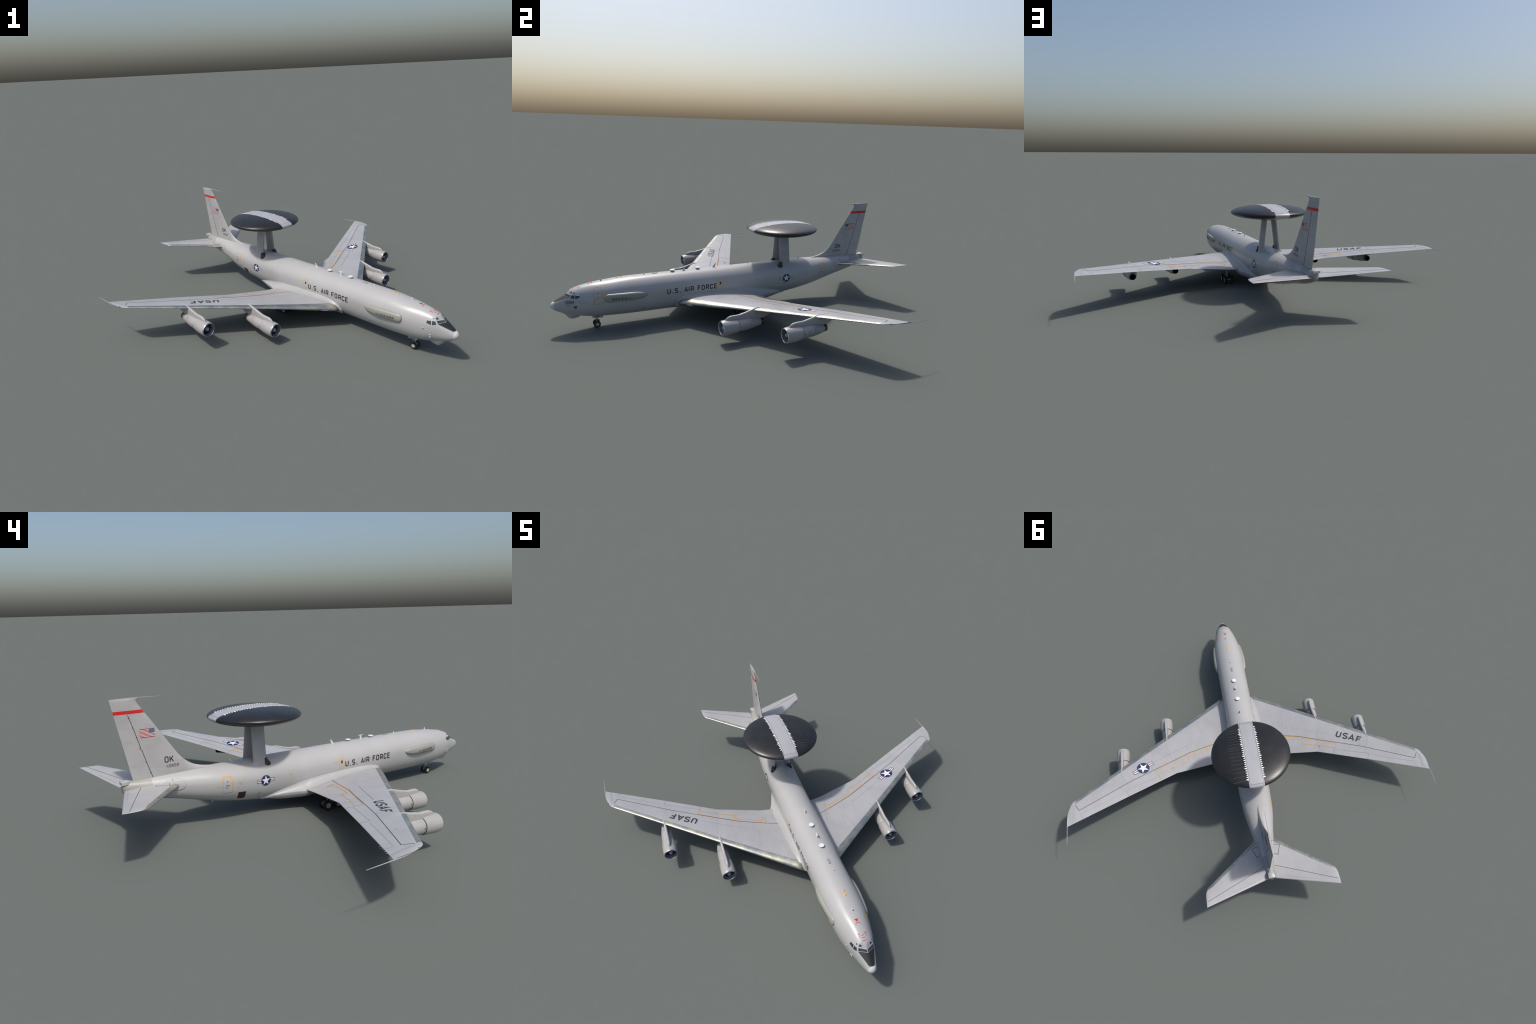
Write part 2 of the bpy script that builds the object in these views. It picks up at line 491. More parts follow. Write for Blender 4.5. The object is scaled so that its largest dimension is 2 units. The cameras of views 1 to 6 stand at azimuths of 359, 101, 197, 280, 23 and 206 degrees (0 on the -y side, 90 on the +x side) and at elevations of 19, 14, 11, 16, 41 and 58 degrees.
for sign, side in ((1, 'L'), (-1, 'R')):
    rings = []
    for y in spans:
        ss = wing_s(y); xl, xt = w_le(y), w_te(y)
        up = [(xl - s*(xl - xt), sign*y, wing_z(xl - s*(xl - xt), y, 1)) for s in ss]
        dn = [(xl - s*(xl - xt), sign*y, wing_z(xl - s*(xl - xt), y, -1)) for s in ss[1:]]
        rings.append(up[::-1] + dn)
    V, Fc = loft(rings, True, True, True)
    n = len(rings[0]); ctr = NF + NB
    labels = []
    for i in range(len(rings) - 1):
        for j in range(n):
            k = j if j < ctr else j
            labels.append('edge' if (ctr - NF) <= j < (ctr + NF) and spans[i] < 1.060 else 'wing')
    labels += ['wing', 'wing']
    wing = split_parts(V, Fc, labels, {'wing': ('wing', M['wing_' + side], None)}, root)[0]
    split_parts(V, Fc, labels, {'edge': ('leading_edge', M['edge'], wing)}, root)
    if side == 'L': wing_L = wing
    else: wing_R = wing
    # whip antenna trailing from the tip
    pr = [(-.110, .0008), (-.15, .0015), (-.186, .0020), (-.215, .0017), (-.298, .0011)]
    rr = []
    for x, r in pr:
        yy = 1.1075 if x < -.14 else 1.1045
        z = np.interp(x, [-.298, -.186, -.06], [.2195, .2228, .2262])
        rr.append([(x, sign*(yy + r*math.cos(t)), z + r*math.sin(t)) for t in np.linspace(0, 2*math.pi, 9)[:-1]])
    V, Fc = loft(rr); add_mesh('wing_tip_probe', V, Fc, M['probe'], wing)
    V, Fc = lathe([(-.006, .0001), (-.004, .0025), (0, .0034), (.004, .0025), (.006, .0001)], 12)
    lamp = add_mesh('navigation_lamp', V, Fc, M['lamp_blue'], wing)
    lamp.location = (-.066, sign*1.0925, .2262)
    # landing lamp glass set flush into the root leading edge
    V, Fc = [], []
    for i in range(9):
        y = .1500 + .030*i/8
        for j in range(9):
            t = -.155 + .14*j/8
            c = w_le(y) - w_te(y); q = t*t/.9
            x = w_le(y) - q*c
            V.append((x + .0006, sign*(y + .0004), wing_z(x, y, -1) - .0002))
    for i in range(8):
        for j in range(8): Fc.append((i*9 + j, i*9 + j + 1, i*9 + j + 10, i*9 + j + 9))
    add_mesh('landing_lamp', V, Fc, M['white'], wing, recalc=False)

# ------------------------------------------------------------------ wing root and belly fairing
fr_top = pchip([.694, .687, .6775, .643, .60, .51, .39, .25, .16, .10, .033, 0, -.03, -.06], [.100, .119, .1370, .1510, .1575, .1590, .1570, .1510, .1415, .1290, .1135, .1020, .0900, .0790])
fr_y = pchip([.694, .688, .668, .62, .56, .25, .20, .165, .13, .10, .07, .04, .01, -.02, -.06], [.070, .096, .114, .130, .142, .142, .139, .134, .119, .108, .0985, .0890, .0780, .0660, .050])
fr_zb = pchip([.72, .68, .62, .55, .40, .15, .09, .05, .02, -.02, -.06], [.0650, .0630, .0590, .0555, .0500, .0475, .0490, .0530, .0590, .0680, .0760])
fr_hug = lin([.0, .45, .69], [1.0, 1.0, .25])


def fr_z(x, y):
    back = np.interp(x, [-.06, -.03, 0, .04, .10, .165], [.0775, .0860, .0935, .0985, .1015, .1025])
    if x < .168: return back
    xl = w_le(y)
    if x > xl - .02: return np.interp(x, [xl - .02, .700], [wing_z(xl - .02, y) - .006, .098])
    return wing_z(x, y) - 0.0025 - .004*(x < .2)


rings = []
for x in list(np.linspace(-.055, .692, 90)):
    zt_, yb = fr_top(x), fr_y(x)
    ya = fus_y(x, zt_) - .0006
    zb_ = min(fr_z(x, yb), zt_ - .002); yb = max(yb, ya*0.9)
    half = []
    ctrl = (ya + .10*(yb - ya) + .001, zb_ + .22*(zt_ - zb_))
    for t in np.linspace(0, 1, 12):
        half.append(((1-t)**2*ya + 2*t*(1-t)*ctrl[0] + t*t*yb, (1-t)**2*zt_ + 2*t*(1-t)*ctrl[1] + t*t*zb_))
    bot = fr_zb(x)
    yl = fus_y(x, zb_) - .002 + fr_hug(x)*max(yb - fus_y(x, zb_) + .002, 0) if x > .2 else yb
    half.append((yl, zb_ - .0005))
    for t in np.linspace(0, math.pi/2, 16)[1:]:
        half.append((yl*math.cos(t)**(2/2.25), zb_ - .0005 - (zb_ - .0005 - bot)*math.sin(t)**(2/2.25)))
    rings.append([(x, y, z) for y, z in half] + [(x, -y, z) for y, z in half[-2::-1]])
V, Fc = loft(rings, False, False, False)
add_mesh('wing_root_fairing', V, Fc, M['fairing'], fuselage, angle=50)

# ------------------------------------------------------------------ engines and pylons
def lathe_obj(name, prof, mat, parent, seg=56, angle=40):
    V, Fc = lathe(prof, seg); return add_mesh(name, V, Fc, mat, parent, angle=angle)


TILT = math.radians(1.7)
proto = lathe_obj('engine', [(-.090, .0335), (-.0955, .0348), (-.13, .0347), (-.155, .0335), (-.18, .0308), (-.205, .0268), (-.2315, .0218), (-.2318, .0200), (-.20, .017)], M['nacelle'], None)
kids = [
    lathe_obj('fan_cowl', [(-.0050, .03935), (-.010, .0404), (-.020, .0413), (-.045, .0413), (-.070, .0402), (-.0935, .0380), (-.0940, .0368), (-.080, .0366)], M['nacelle'], proto),
    lathe_obj('cowl_gap', [(-.0915, .0335), (-.0925, .0374), (-.0965, .0352), (-.0965, .0340)], M['gap'], proto),
    lathe_obj('inlet_lip', [(-.0052, .0394), (-.0025, .0384), (-.0005, .0374), (0, .0366), (-.0008, .0356), (-.0032, .0350)], M['lip'], proto),
    lathe_obj('inlet_duct', [(-.0030, .0349), (-.012, .0336), (-.0275, .0330), (-.028, .0)], M['inlet'], proto),
    lathe_obj('fan_face', [(-.027, .0331), (-.027, .008)], M['fan'], proto),
    lathe_obj('spinner', [(-.034, .0130), (-.026, .0128), (-.017, .0116), (-.010, .0088), (-.006, .0048), (-.005, .0)], M['spinner'], proto),
    lathe_obj('exhaust_nozzle', [(-.225, .0205), (-.236, .0212), (-.248, .0188), (-.251, .0178), (-.251, .0165), (-.235, .0165)], M['nozzle'], proto),
    lathe_obj('exhaust_inside', [(-.2495, .0168), (-.235, .0160), (-.235, .0)], M['void'], proto),
]
for a, b in ((-.166, .0), (-.179, .0)):
    r = lambda x: float(np.interp(x, [-.205, -.18, -.155], [.0268, .0308, .0335])) + .0004
    kids.append(lathe_obj('red_ring', [(a, r(a)), (a - .0012, r(a - .0012))], M['red_thin'], proto, 40))
# side marks of the core cowl: dark port either side, red square to port
def on_core(y_sign):
    def f(x, z, off):
        rr = float(np.interp(-x, [.0955, .13, .155, .18], [.0348, .0347, .0335, .0308])) + off
        return (x, y_sign*math.sqrt(max(rr*rr - z*z, 1e-8)), z)
    return f


# ------------------------------------------------------------------ surface markings toolkit
class Marks:
    """Paint sheets laid on a surface; every stroke sits a hair above the one before it."""
    def __init__(self, surf, off=0.0004, step=0.006):
        self.surf, self.off, self.step, self.parts, self.k = surf, off, step, [], 0

    def poly(self, pts, lift=0.0):
        self.parts.append(([tuple(p) for p in pts], self.off + lift + self.k * 4e-6)); self.k += 1
        return self

    def path(self, pts, width, closed=False, lift=0.0):
        pts = [Vector(p) for p in pts]; n = len(pts); L, R = [], []
        for i, p in enumerate(pts):
            a = pts[i-1] if (closed or i > 0) else None
            b = pts[(i+1) % n] if (closed or i < n - 1) else None
            d1 = (p - a).normalized() if a is not None else None
            d2 = (b - p).normalized() if b is not None else None
            if d1 is None: nn = Vector((-d2.y, d2.x)); m = 1
            elif d2 is None: nn = Vector((-d1.y, d1.x)); m = 1
            else:
                t = (d1 + d2)
                t = t.normalized() if t.length > 1e-6 else d1
                nn = Vector((-t.y, t.x)); m = 1 / max(nn.dot(Vector((-d1.y, d1.x))), 0.45)
            L.append(p + nn*width/2*m); R.append(p - nn*width/2*m)
        lf = self.off + lift + self.k * 4e-6; self.k += 1
        for i in range(n if closed else n - 1):
            j = (i + 1) % n
            self.parts.append(([tuple(L[i]), tuple(L[j]), tuple(R[j]), tuple(R[i])], lf))
        return self

    def make(self, name, mat, parent):
        bm = bmesh.new()
        lay = bm.verts.layers.float.new('lift')
        for pts, lf in self.parts:
            vs = [bm.verts.new((p[0], p[1], 0)) for p in pts]
            for v in vs: v[lay] = lf
            try: bm.faces.new(vs)
            except ValueError: pass
        bmesh.ops.triangulate(bm, faces=[f for f in bm.faces if len(f.verts) > 4])
        for _ in range(7):
            long = [e for e in bm.edges if e.calc_length() > self.step]
            if not long: break
            bmesh.ops.subdivide_edges(bm, edges=long, cuts=1, use_grid_fill=True)
        V = [self.surf(v.co.x, v.co.y, v[lay]) for v in bm.verts]
        bm.verts.index_update()
        Fc = [[v.index for v in f.verts] for f in bm.faces]
        bm.free()
        ob = add_mesh(name, V, Fc, mat, parent, recalc=False)
        return ob


def circle(cx, cy, r, n=32, ry=None):
    return [(cx + r*math.cos(2*math.pi*i/n), cy + (ry or r)*math.sin(2*math.pi*i/n)) for i in range(n)]


def rrect(x0, y0, x1, y1, r, n=5):
    P = []
    for cx, cy, a in ((x1-r, y1-r, 0), (x0+r, y1-r, 90), (x0+r, y0+r, 180), (x1-r, y0+r, 270)):
        for i in range(n + 1):
            t = math.radians(a + 90*i/n); P.append((cx + r*math.cos(t), cy + r*math.sin(t)))
    return P


CX, CY = 0.26, 0.15
GLYPH = {
    'U': [[(0, 1), (0, CY), (CX, 0), (1-CX, 0), (1, CY), (1, 1)]],
    'S': [[(1, 1-CY), (1-CX, 1), (CX, 1), (0, 1-CY), (0, .5+CY), (CX, .52), (1-CX, .48), (1, .5-CY), (1, CY), (1-CX, 0), (CX, 0), (0, CY)]],
    'A': [[(0, 0), (.5, 1), (1, 0)], [(.2, .30), (.8, .30)]],
    'I': [[(.5, 0), (.5, 1)]],
    'R': [[(0, 0), (0, 1), (1-CX, 1), (1, 1-CY), (1, .44+CY), (1-CX, .44), (.05, .44)], [(.55, .44), (1, 0)]],
    'F': [[(1, 1), (0, 1), (0, 0)], [(.05, .52), (.8, .52)]],
    'C': [[(1, .74), (1, 1-CY), (1-CX, 1), (CX, 1), (0, 1-CY), (0, CY), (CX, 0), (1-CX, 0), (1, CY), (1, .26)]],
    'E': [[(1, 1), (0, 1), (0, 0), (1, 0)], [(.05, .52), (.8, .52)]],
    'K': [[(0, 0), (0, 1)], [(1, 1), (.05, .40)], [(.36, .60), (1, 0)]],
    '5': [[(1, 1), (0, 1), (0, .56), (1-CX, .56), (1, .56-CY), (1, CY), (1-CX, 0), (0, 0)]],
    '7': [[(0, 1), (1, 1), (.4, 0)]],
    '9': [[(0, 0), (1-CX, 0), (1, CY), (1, 1-CY), (1-CX, 1), (CX, 1), (0, 1-CY), (0, .44+CY), (CX, .44), (.95, .44)]],
}
RING = [(CX, 0), (1-CX, 0), (1, CY), (1, 1-CY), (1-CX, 1), (CX, 1), (0, 1-CY), (0, CY)]


def glyph(mk, ch, u0, w, h, t, place):
    """Stroke one letter into box (u0, 0, w, h) with pen width t; place maps (u, v) to the surface."""
    def q(p): return place(u0 + t/2 + p[0]*(w - t), t/2 + p[1]*(h - t))
    if ch == '.':
        mk.poly([place(u0, 0), place(u0 + t, 0), place(u0 + t, t), place(u0, t)]); return
    if ch in 'O0':
        mk.path([q(p) for p in RING], t, True); return
    for pl in GLYPH[ch]:
        pts = [list(p) for p in pl]
        mk.path([q(p) for p in pts], t)


def insignia(surf, centre, up, R, ext, parent, base=0.0004):
    """Star in a roundel with side bars; up is the direction of the star's top."""
    up = Vector(up).normalized(); rt = Vector((up.y, -up.x)); c = Vector(centre)
    P = lambda u, v: tuple(c + rt*u + up*v)
    b, hh = R/10.5, R*0.25
    m = Marks(surf, base)
    m.poly([P(-ext*R, -hh-b), P(ext*R, -hh-b), P(ext*R, hh+b), P(-ext*R, hh+b)])
    m.poly([P(*p) for p in circle(0, 0, R, 40)], 0.0003).make('insignia_roundel', M['navy'], parent)
    w = Marks(surf, base + .00015)
    for s in (-1, 1):
        w.poly([P(s*R*.93, -hh), P(s*(ext*R - b), -hh), P(s*(ext*R - b), hh), P(s*R*.93, hh)])
    star = []
    for i in range(10):
        a = math.pi/2 + i*math.pi/5; r = R*0.94 if i % 2 == 0 else R*0.94*0.382
        star.append(P(r*math.cos(a), r*math.sin(a)))
    for i in range(5):      # five kites, so that no face is concave
        w.poly([P(0, 0), star[(2*i - 1) % 10], star[2*i], star[(2*i + 1) % 10]], 0.0003)
    w.make('insignia_star', M['white'], parent)
    r_ = Marks(surf, base + .00025)
    for s in (-1, 1):
        r_.poly([P(s*R*.95, -hh*.33), P(s*(ext*R - b*1.5), -hh*.33), P(s*(ext*R - b*1.5), hh*.33), P(s*R*.95, hh*.33)])
    r_.make('insignia_bar', M['insignia_red'], parent)


# engine marks
for s in (1, -1):
    kids.append(Marks(on_core(s), .0005).poly(circle(-.104, .002, .0027, 12)).make('drain_port', M['black'], proto))
kids.append(Marks(on_core(1), .0005).path([(-.1265, -.011), (-.1265, .011), (-.141, .011), (-.141, -.011)], .0012, True).make('access_panel_outline', M['red_thin'], proto))

ENG = [(.3576, .7900, .1192), (.5806, .4985, .0856)]
first = True
for (ex, ey, ez) in ENG:
    for s in (1, -1):
        if first:
            e = proto; e.parent = root; first = False
            mine = kids
        else:
            e = copy_of(proto, root); mine = [copy_of(k, e) for k in kids]
        e.location = (ex, s*ey, ez); e.rotation_euler = (0, TILT, 0)
        for k in mine: k.matrix_parent_inverse.identity()

# pylons: side profile (x from the inlet plane, top z and bottom z above the engine axis, half thickness)
PYL = {
    'outer': (ENG[0], [(-.0215, .0385, .034, .0018), (-.030, .0500, .030, .0048), (-.042, .0580, .028, .0068), (-.058, .0628, .026, .0078), (-.080, .0642, .024, .0084), (-.104, .0646, .022, .0086),
                       (-.125, .0685, .020, .0086), (-.150, .0735, .020, .0080), (-.170, .0780, .020, .0068), (-.187, .0820, .021, .0054), (-.204, .0838, .023, .0042), (-.222, .0820, .025, .0034),
                       (-.240, .0790, .028, .0030), (-.258, .0750, .032, .0026), (-.275, .074, .038, .0022), (-.288, .069, .046, .0010)]),
    'inner': (ENG[1], [(-.0205, .0395, .034, .0018), (-.030, .0510, .030, .0048), (-.042, .0590, .028, .0068), (-.058, .0635, .026, .0078), (-.083, .0640, .024, .0084), (-.104, .0648, .022, .0086),
                       (-.125, .0690, .020, .0086), (-.150, .0752, .020, .0080), (-.178, .0828, .020, .0066), (-.203, .0892, .021, .0050), (-.220, .0905, .023, .0040), (-.240, .0880, .026, .0032),
                       (-.262, .0830, .031, .0024), (-.280, .072, .039, .0018), (-.296, .064, .052, .0010)]),
}
for kind, ((ex, ey, ez), prof) in PYL.items():
    xs = [p[0] for p in prof]
    ft, fb, fh = (pchip(xs, [p[i] for p in prof]) for i in (1, 2, 3))
    rings = []
    for x in np.linspace(xs[0], xs[-1], 70):
        t, b, h = ft(x), fb(x), fh(x)
        ring = []
        rr = min(h, (t - b)*.3)
        for i in range(9):
            a = math.pi*i/8; ring.append((x, h*math.cos(a), t - rr + rr*math.sin(a)))
        ring += [(x, -h, b + (t-b)*.5), (x, -h, b), (x, h, b), (x, h, b + (t-b)*.5)]
        rings.append(ring)
    V, Fc = loft(rings)
    py = add_mesh('engine_pylon', V, Fc, M['pylon'], root, angle=45)
    py.location = (ex, ey, ez); py2 = copy_of(py, root, (ex, -ey, ez))
    # blade that runs back over the wing skin
    rings = []
    for t in np.linspace(0, 1, 14):
        x = -.175 - t*(.255 - .175)
        h = .0030*(1 - t)**.9 + .0002; bot = .060
        top = max(wing_z(ex + x, ey) - ez + .0035*(1 - t)**1.2 + .0002, bot + .004)
        rings.append([(x, h, bot), (x, h*.7, top - .001), (x, 0, top), (x, -h*.7, top - .001), (x, -h, bot)])
    V, Fc = loft(rings)
    bl = add_mesh('pylon_blade', V, Fc, M['pylon'], py, angle=50); copy_of(bl, py2)
    pv = []
    hole = Marks(lambda x, z, off: (x, fh(x) + off, z), .0003)
    for hx in (-.205, -.213): hole.poly(circle(hx, .058, .0020, 10))
    for hx in (-.108, -.130): hole.poly(circle(hx, .0375, .0014, 8))
    hb = hole.make('pylon_drain_holes', M['black'], py); copy_of(hb, py2, scale=(1, 1, 1)); 
    hb2 = copy_of(hb, py2, scale=(1, -1, 1)); hb3 = copy_of(hb, py, scale=(1, -1, 1))
    fa = Marks(lambda x, z, off: (x, fh(x) + off, z), .0003)
    for hx, hz in ((-.115, .056), (-.140, .058), (-.150, .044), (-.165, .062), (-.172, .047)):
        fa.path(circle(hx, hz, .0028, 10, .0036), .0007, True)
    fo = fa.make('pylon_access_rings', M['faint'], py); copy_of(fo, py2)
    copy_of(fo, py2, scale=(1, -1, 1)); copy_of(fo, py, scale=(1, -1, 1))

# ------------------------------------------------------------------ dome and its struts
DC, DR, DH = (-.052, 0.0, .4955), .2268, .0405
BAND = .0428
ys = sorted(set([-BAND, BAND] + [DR*math.sin(t) for t in np.linspace(-math.pi/2*.995, math.pi/2*.995, 64)] + [-.03, -.015, 0, .015, .03]))
rings = []
for y in ys:
    k = math.sqrt(max(1 - (y/DR)**2, 1e-6))
    rings.append([(DC[0] + DR*k*math.cos(t), y, DC[2] + DH*k*math.sin(t)) for t in np.linspace(0, 2*math.pi, 129)[:-1]])
V, Fc = loft(rings)
n = 128; labels = []
for i in range(len(ys) - 1):
    labels += ['band' if abs((ys[i] + ys[i+1])/2) < BAND else 'dome'] * n
labels += ['dome', 'dome']
dome = split_parts(V, Fc, labels, {'dome': ('radar_dome', M['dome'], None)}, root)[0]
band = split_parts(V, Fc, labels, {'band': ('dome_band', M['stripe_grey'], dome)}, root)[0]


def on_dome(x, y, off):
    q = max(1 - ((x - DC[0])**2 + y*y)/DR**2, 0)
    n = Vector(((x - DC[0])/DR**2, y/DR**2, math.sqrt(q)/DH)).normalized()
    return (x + n.x*off, y + n.y*off, DC[2] + DH*math.sqrt(q) + n.z*off)


Marks(on_dome, .0004).path([(DC[0] + .205, .0378), (DC[0] + .205, -.0378), (DC[0] - .212, -.0378), (DC[0] - .212, .0378)], .0012, True).make('band_outline', M['line'], dome)
fm = Marks(on_dome, .0004)
for x in (.09, .0, -.09, -.17):
    for s in (1, -1): fm.path([(x, s*.0335), (x - .018, s*.0335)], .0008)
for x in (DC[0] + .195, DC[0] - .2, DC[0] - .219): fm.path([(x, -.008), (x, .008)], .0008)
fm.make('band_stencil_marks', M['faint'], dome)
for s, xs0, big in ((1, .110, (3, 9, 15, 21, 26)), (-1, .114, (4, 10, 16, 22, 26))):
    for i in range(27):
        x = xs0 - i*.01325 + .0009*math.sin(i*5.1)
        L = .0120 if i in big else .0082 + .0010*math.sin(i*2.3)
        hw = .0050 if i in big else .0036
        t = .0014
        lo = [on_dome(x + hw, s*(BAND - .001), 0), on_dome(x - hw, s*(BAND - .001), 0), on_dome(x - hw*.25, s*(BAND + L), 0), on_dome(x + hw*.25, s*(BAND + L), 0)]
        hi = [(p[0], p[1], p[2] + t) for p in lo]
        add_mesh('edge_tab', lo + hi, [(3, 2, 1, 0), (4, 5, 6, 7), (0, 1, 5, 4), (1, 2, 6, 5), (2, 3, 7, 6), (3, 0, 4, 7)], M['tab_white'], dome, smooth=False)
lm = Marks(on_dome, .0004)
for i, x in enumerate((.105, .083, .061, .041, .021, .001, -.018, -.029, -.042, -.062, -.085, -.108, -.134, -.160, -.186, -.212, -.238)):
    lm.path([(x, .050), (x + .001, .122 + .004*math.sin(i*1.7))], .0009)
lm.make('dome_seams', plain('dome_seam_grey', (0.12, 0.115, 0.11), .6), dome)
# hub under the dome
V, Fc = lathe([(0, .0), (0, .052), (.010, .060), (.030, .064)], 48)
hub = add_mesh('dome_hub', [(v[1] + DC[0], v[2], v[0] + DC[2] - DH - .004) for v in V], Fc, M['dome'], dome)

for s in (1, -1):
    rings = []
    for t in list(np.linspace(0, .32, 16)) + list(np.linspace(.36, 1, 10)):
        z = .212 + t*(.470 - .212)
        yc = np.interp(z, [.24, .284, .442, .47], [.0545, .0495, .0305, .0272])
        flare = min(max(0, (.286 - z)/.034), 1.15) ** 2
        xf = np.interp(z, [.284, .442], [-.0180, -.0165]) + .005*flare
        xr = np.interp(z, [.284, .442], [-.0905, -.0875]) - .022*flare
        h = .0128 + .0038*flare
        xm = (xf + xr)/2; L = (xf - xr)/2
        ring = []
        for j in range(28):
            a = 2*math.pi*j/28
            ring.append((xm + L*math.copysign(abs(math.cos(a))**.75, math.cos(a)), s*(yc + h*math.copysign(abs(math.sin(a))**.8, math.sin(a))*(1 - .25*abs(math.cos(a)))), z))
        rings.append([(x, s*min(s*y, fus_y(x, zz) - .0015) if zz < .25 else y, zz) for x, y, zz in ring])
    V, Fc = loft(rings)
    strut = add_mesh('dome_strut', V, Fc, M['strut'], root, angle=50)
    # dark flared foot at the front of the strut
    rings = []
    for t in np.linspace(0, 1, 12):
        z = .214 + t*(.2865 - .214)
        yc = np.interp(z, [.24, .284], [.0545, .0495])
        fl = min((.2865 - z)/.034, 1.0)
        xf = float(np.interp(z, [.248, .256, .263, .270, .278, .2865], [.0075, .0062, .0026, -.0055, -.0120, -.0150])); xr = -.0335 - .006*fl
        h = .0137 + .0042*fl**1.6
        ring = []
        for j in range(24):
            a = 2*math.pi*j/24
            ring.append(((xf+xr)/2 + (xf-xr)/2*math.cos(a), s*(yc + h*math.copysign(abs(math.sin(a))**.9, math.sin(a))), z))
        rings.append([(x, s*min(s*y, fus_y(x, zz) - .0012) if zz < .2495 else y, zz) for x, y, zz in ring])
    V, Fc = loft(rings)
    add_mesh('strut_foot', V, Fc, M['strut_foot'], strut, angle=50)

# ------------------------------------------------------------------ fin
fin_le = pchip([.2700, .2780, .2815, .2845, .2900, .3000, .3120, .3260, .3480, .40, .46, .52, .58, .6180], [-.255, -.272, -.288, -.310, -.340, -.373, -.3965, -.4155, -.4390, -.4765, -.5170, -.5570, -.5995, -.6245])
fin_te = lin([.255, .2721, .6328], [-.6630, -.6665, -.7372])
fin_h = lin([.26, .30, .40, .6328], [.0125, .0118, .0100, .0052])


def fin_y(x, z):
    a, b = fin_le(z), fin_te(z)
    L = min(a - b, .30)
    s = min(max((a - x)/(a - b), 0), 1)
    return fin_h(z) * naca(s) / 0.5 * (1.0 if s < 1 else 0) * .98 + .0006*s


def on_fin(sign):
    def f(x, z, off): return (x, sign*(fin_y(x, z) + off), z)
    return f


zs = sorted(set(list(np.linspace(.258, .345, 26)) + list(np.linspace(.35, .612, 26)) + [.618, .623, .627, .630, .6325]))
rings = []
for z in zs:
    a, b = fin_le(min(z, .618)), fin_te(z)
    if z > .614: a = np.interp(z, [.614, .6215, .6265, .630, .6325], [fin_le(.614), -.6215, -.615, -.606, -.600])
    thin = 1.0 if z < .629 else .8
    ss = [(k/34)**1.7 for k in range(35)]
    half = []
    for q in ss:
        half.append((a - q*(a - b), (fin_h(z)*naca(q)/.5*.98*thin + .0006*q)))
    rings.append([(x, y, z) for x, y in half[::-1]] + [(x, -y, z) for x, y in half[1:]])
V, Fc = loft(rings)
fin = add_mesh('tail_fin', V, Fc, M['fin'], root, angle=50)
rr = []
for x, r, z in ((-.645, .0020, .6308), (-.625, .0030, .6310), (-.612, .0027, .6310), (-.598, .0019, .6306), (-.57, .0014, .6301), (-.507, .0010, .6287)):
    rr.append([(x, r*math.cos(t), z + r*.7*math.sin(t)) for t in np.linspace(0, 2*math.pi, 11)[:-1]])
V, Fc = loft(rr); add_mesh('fin_probe', V, Fc, M['probe'], fin)
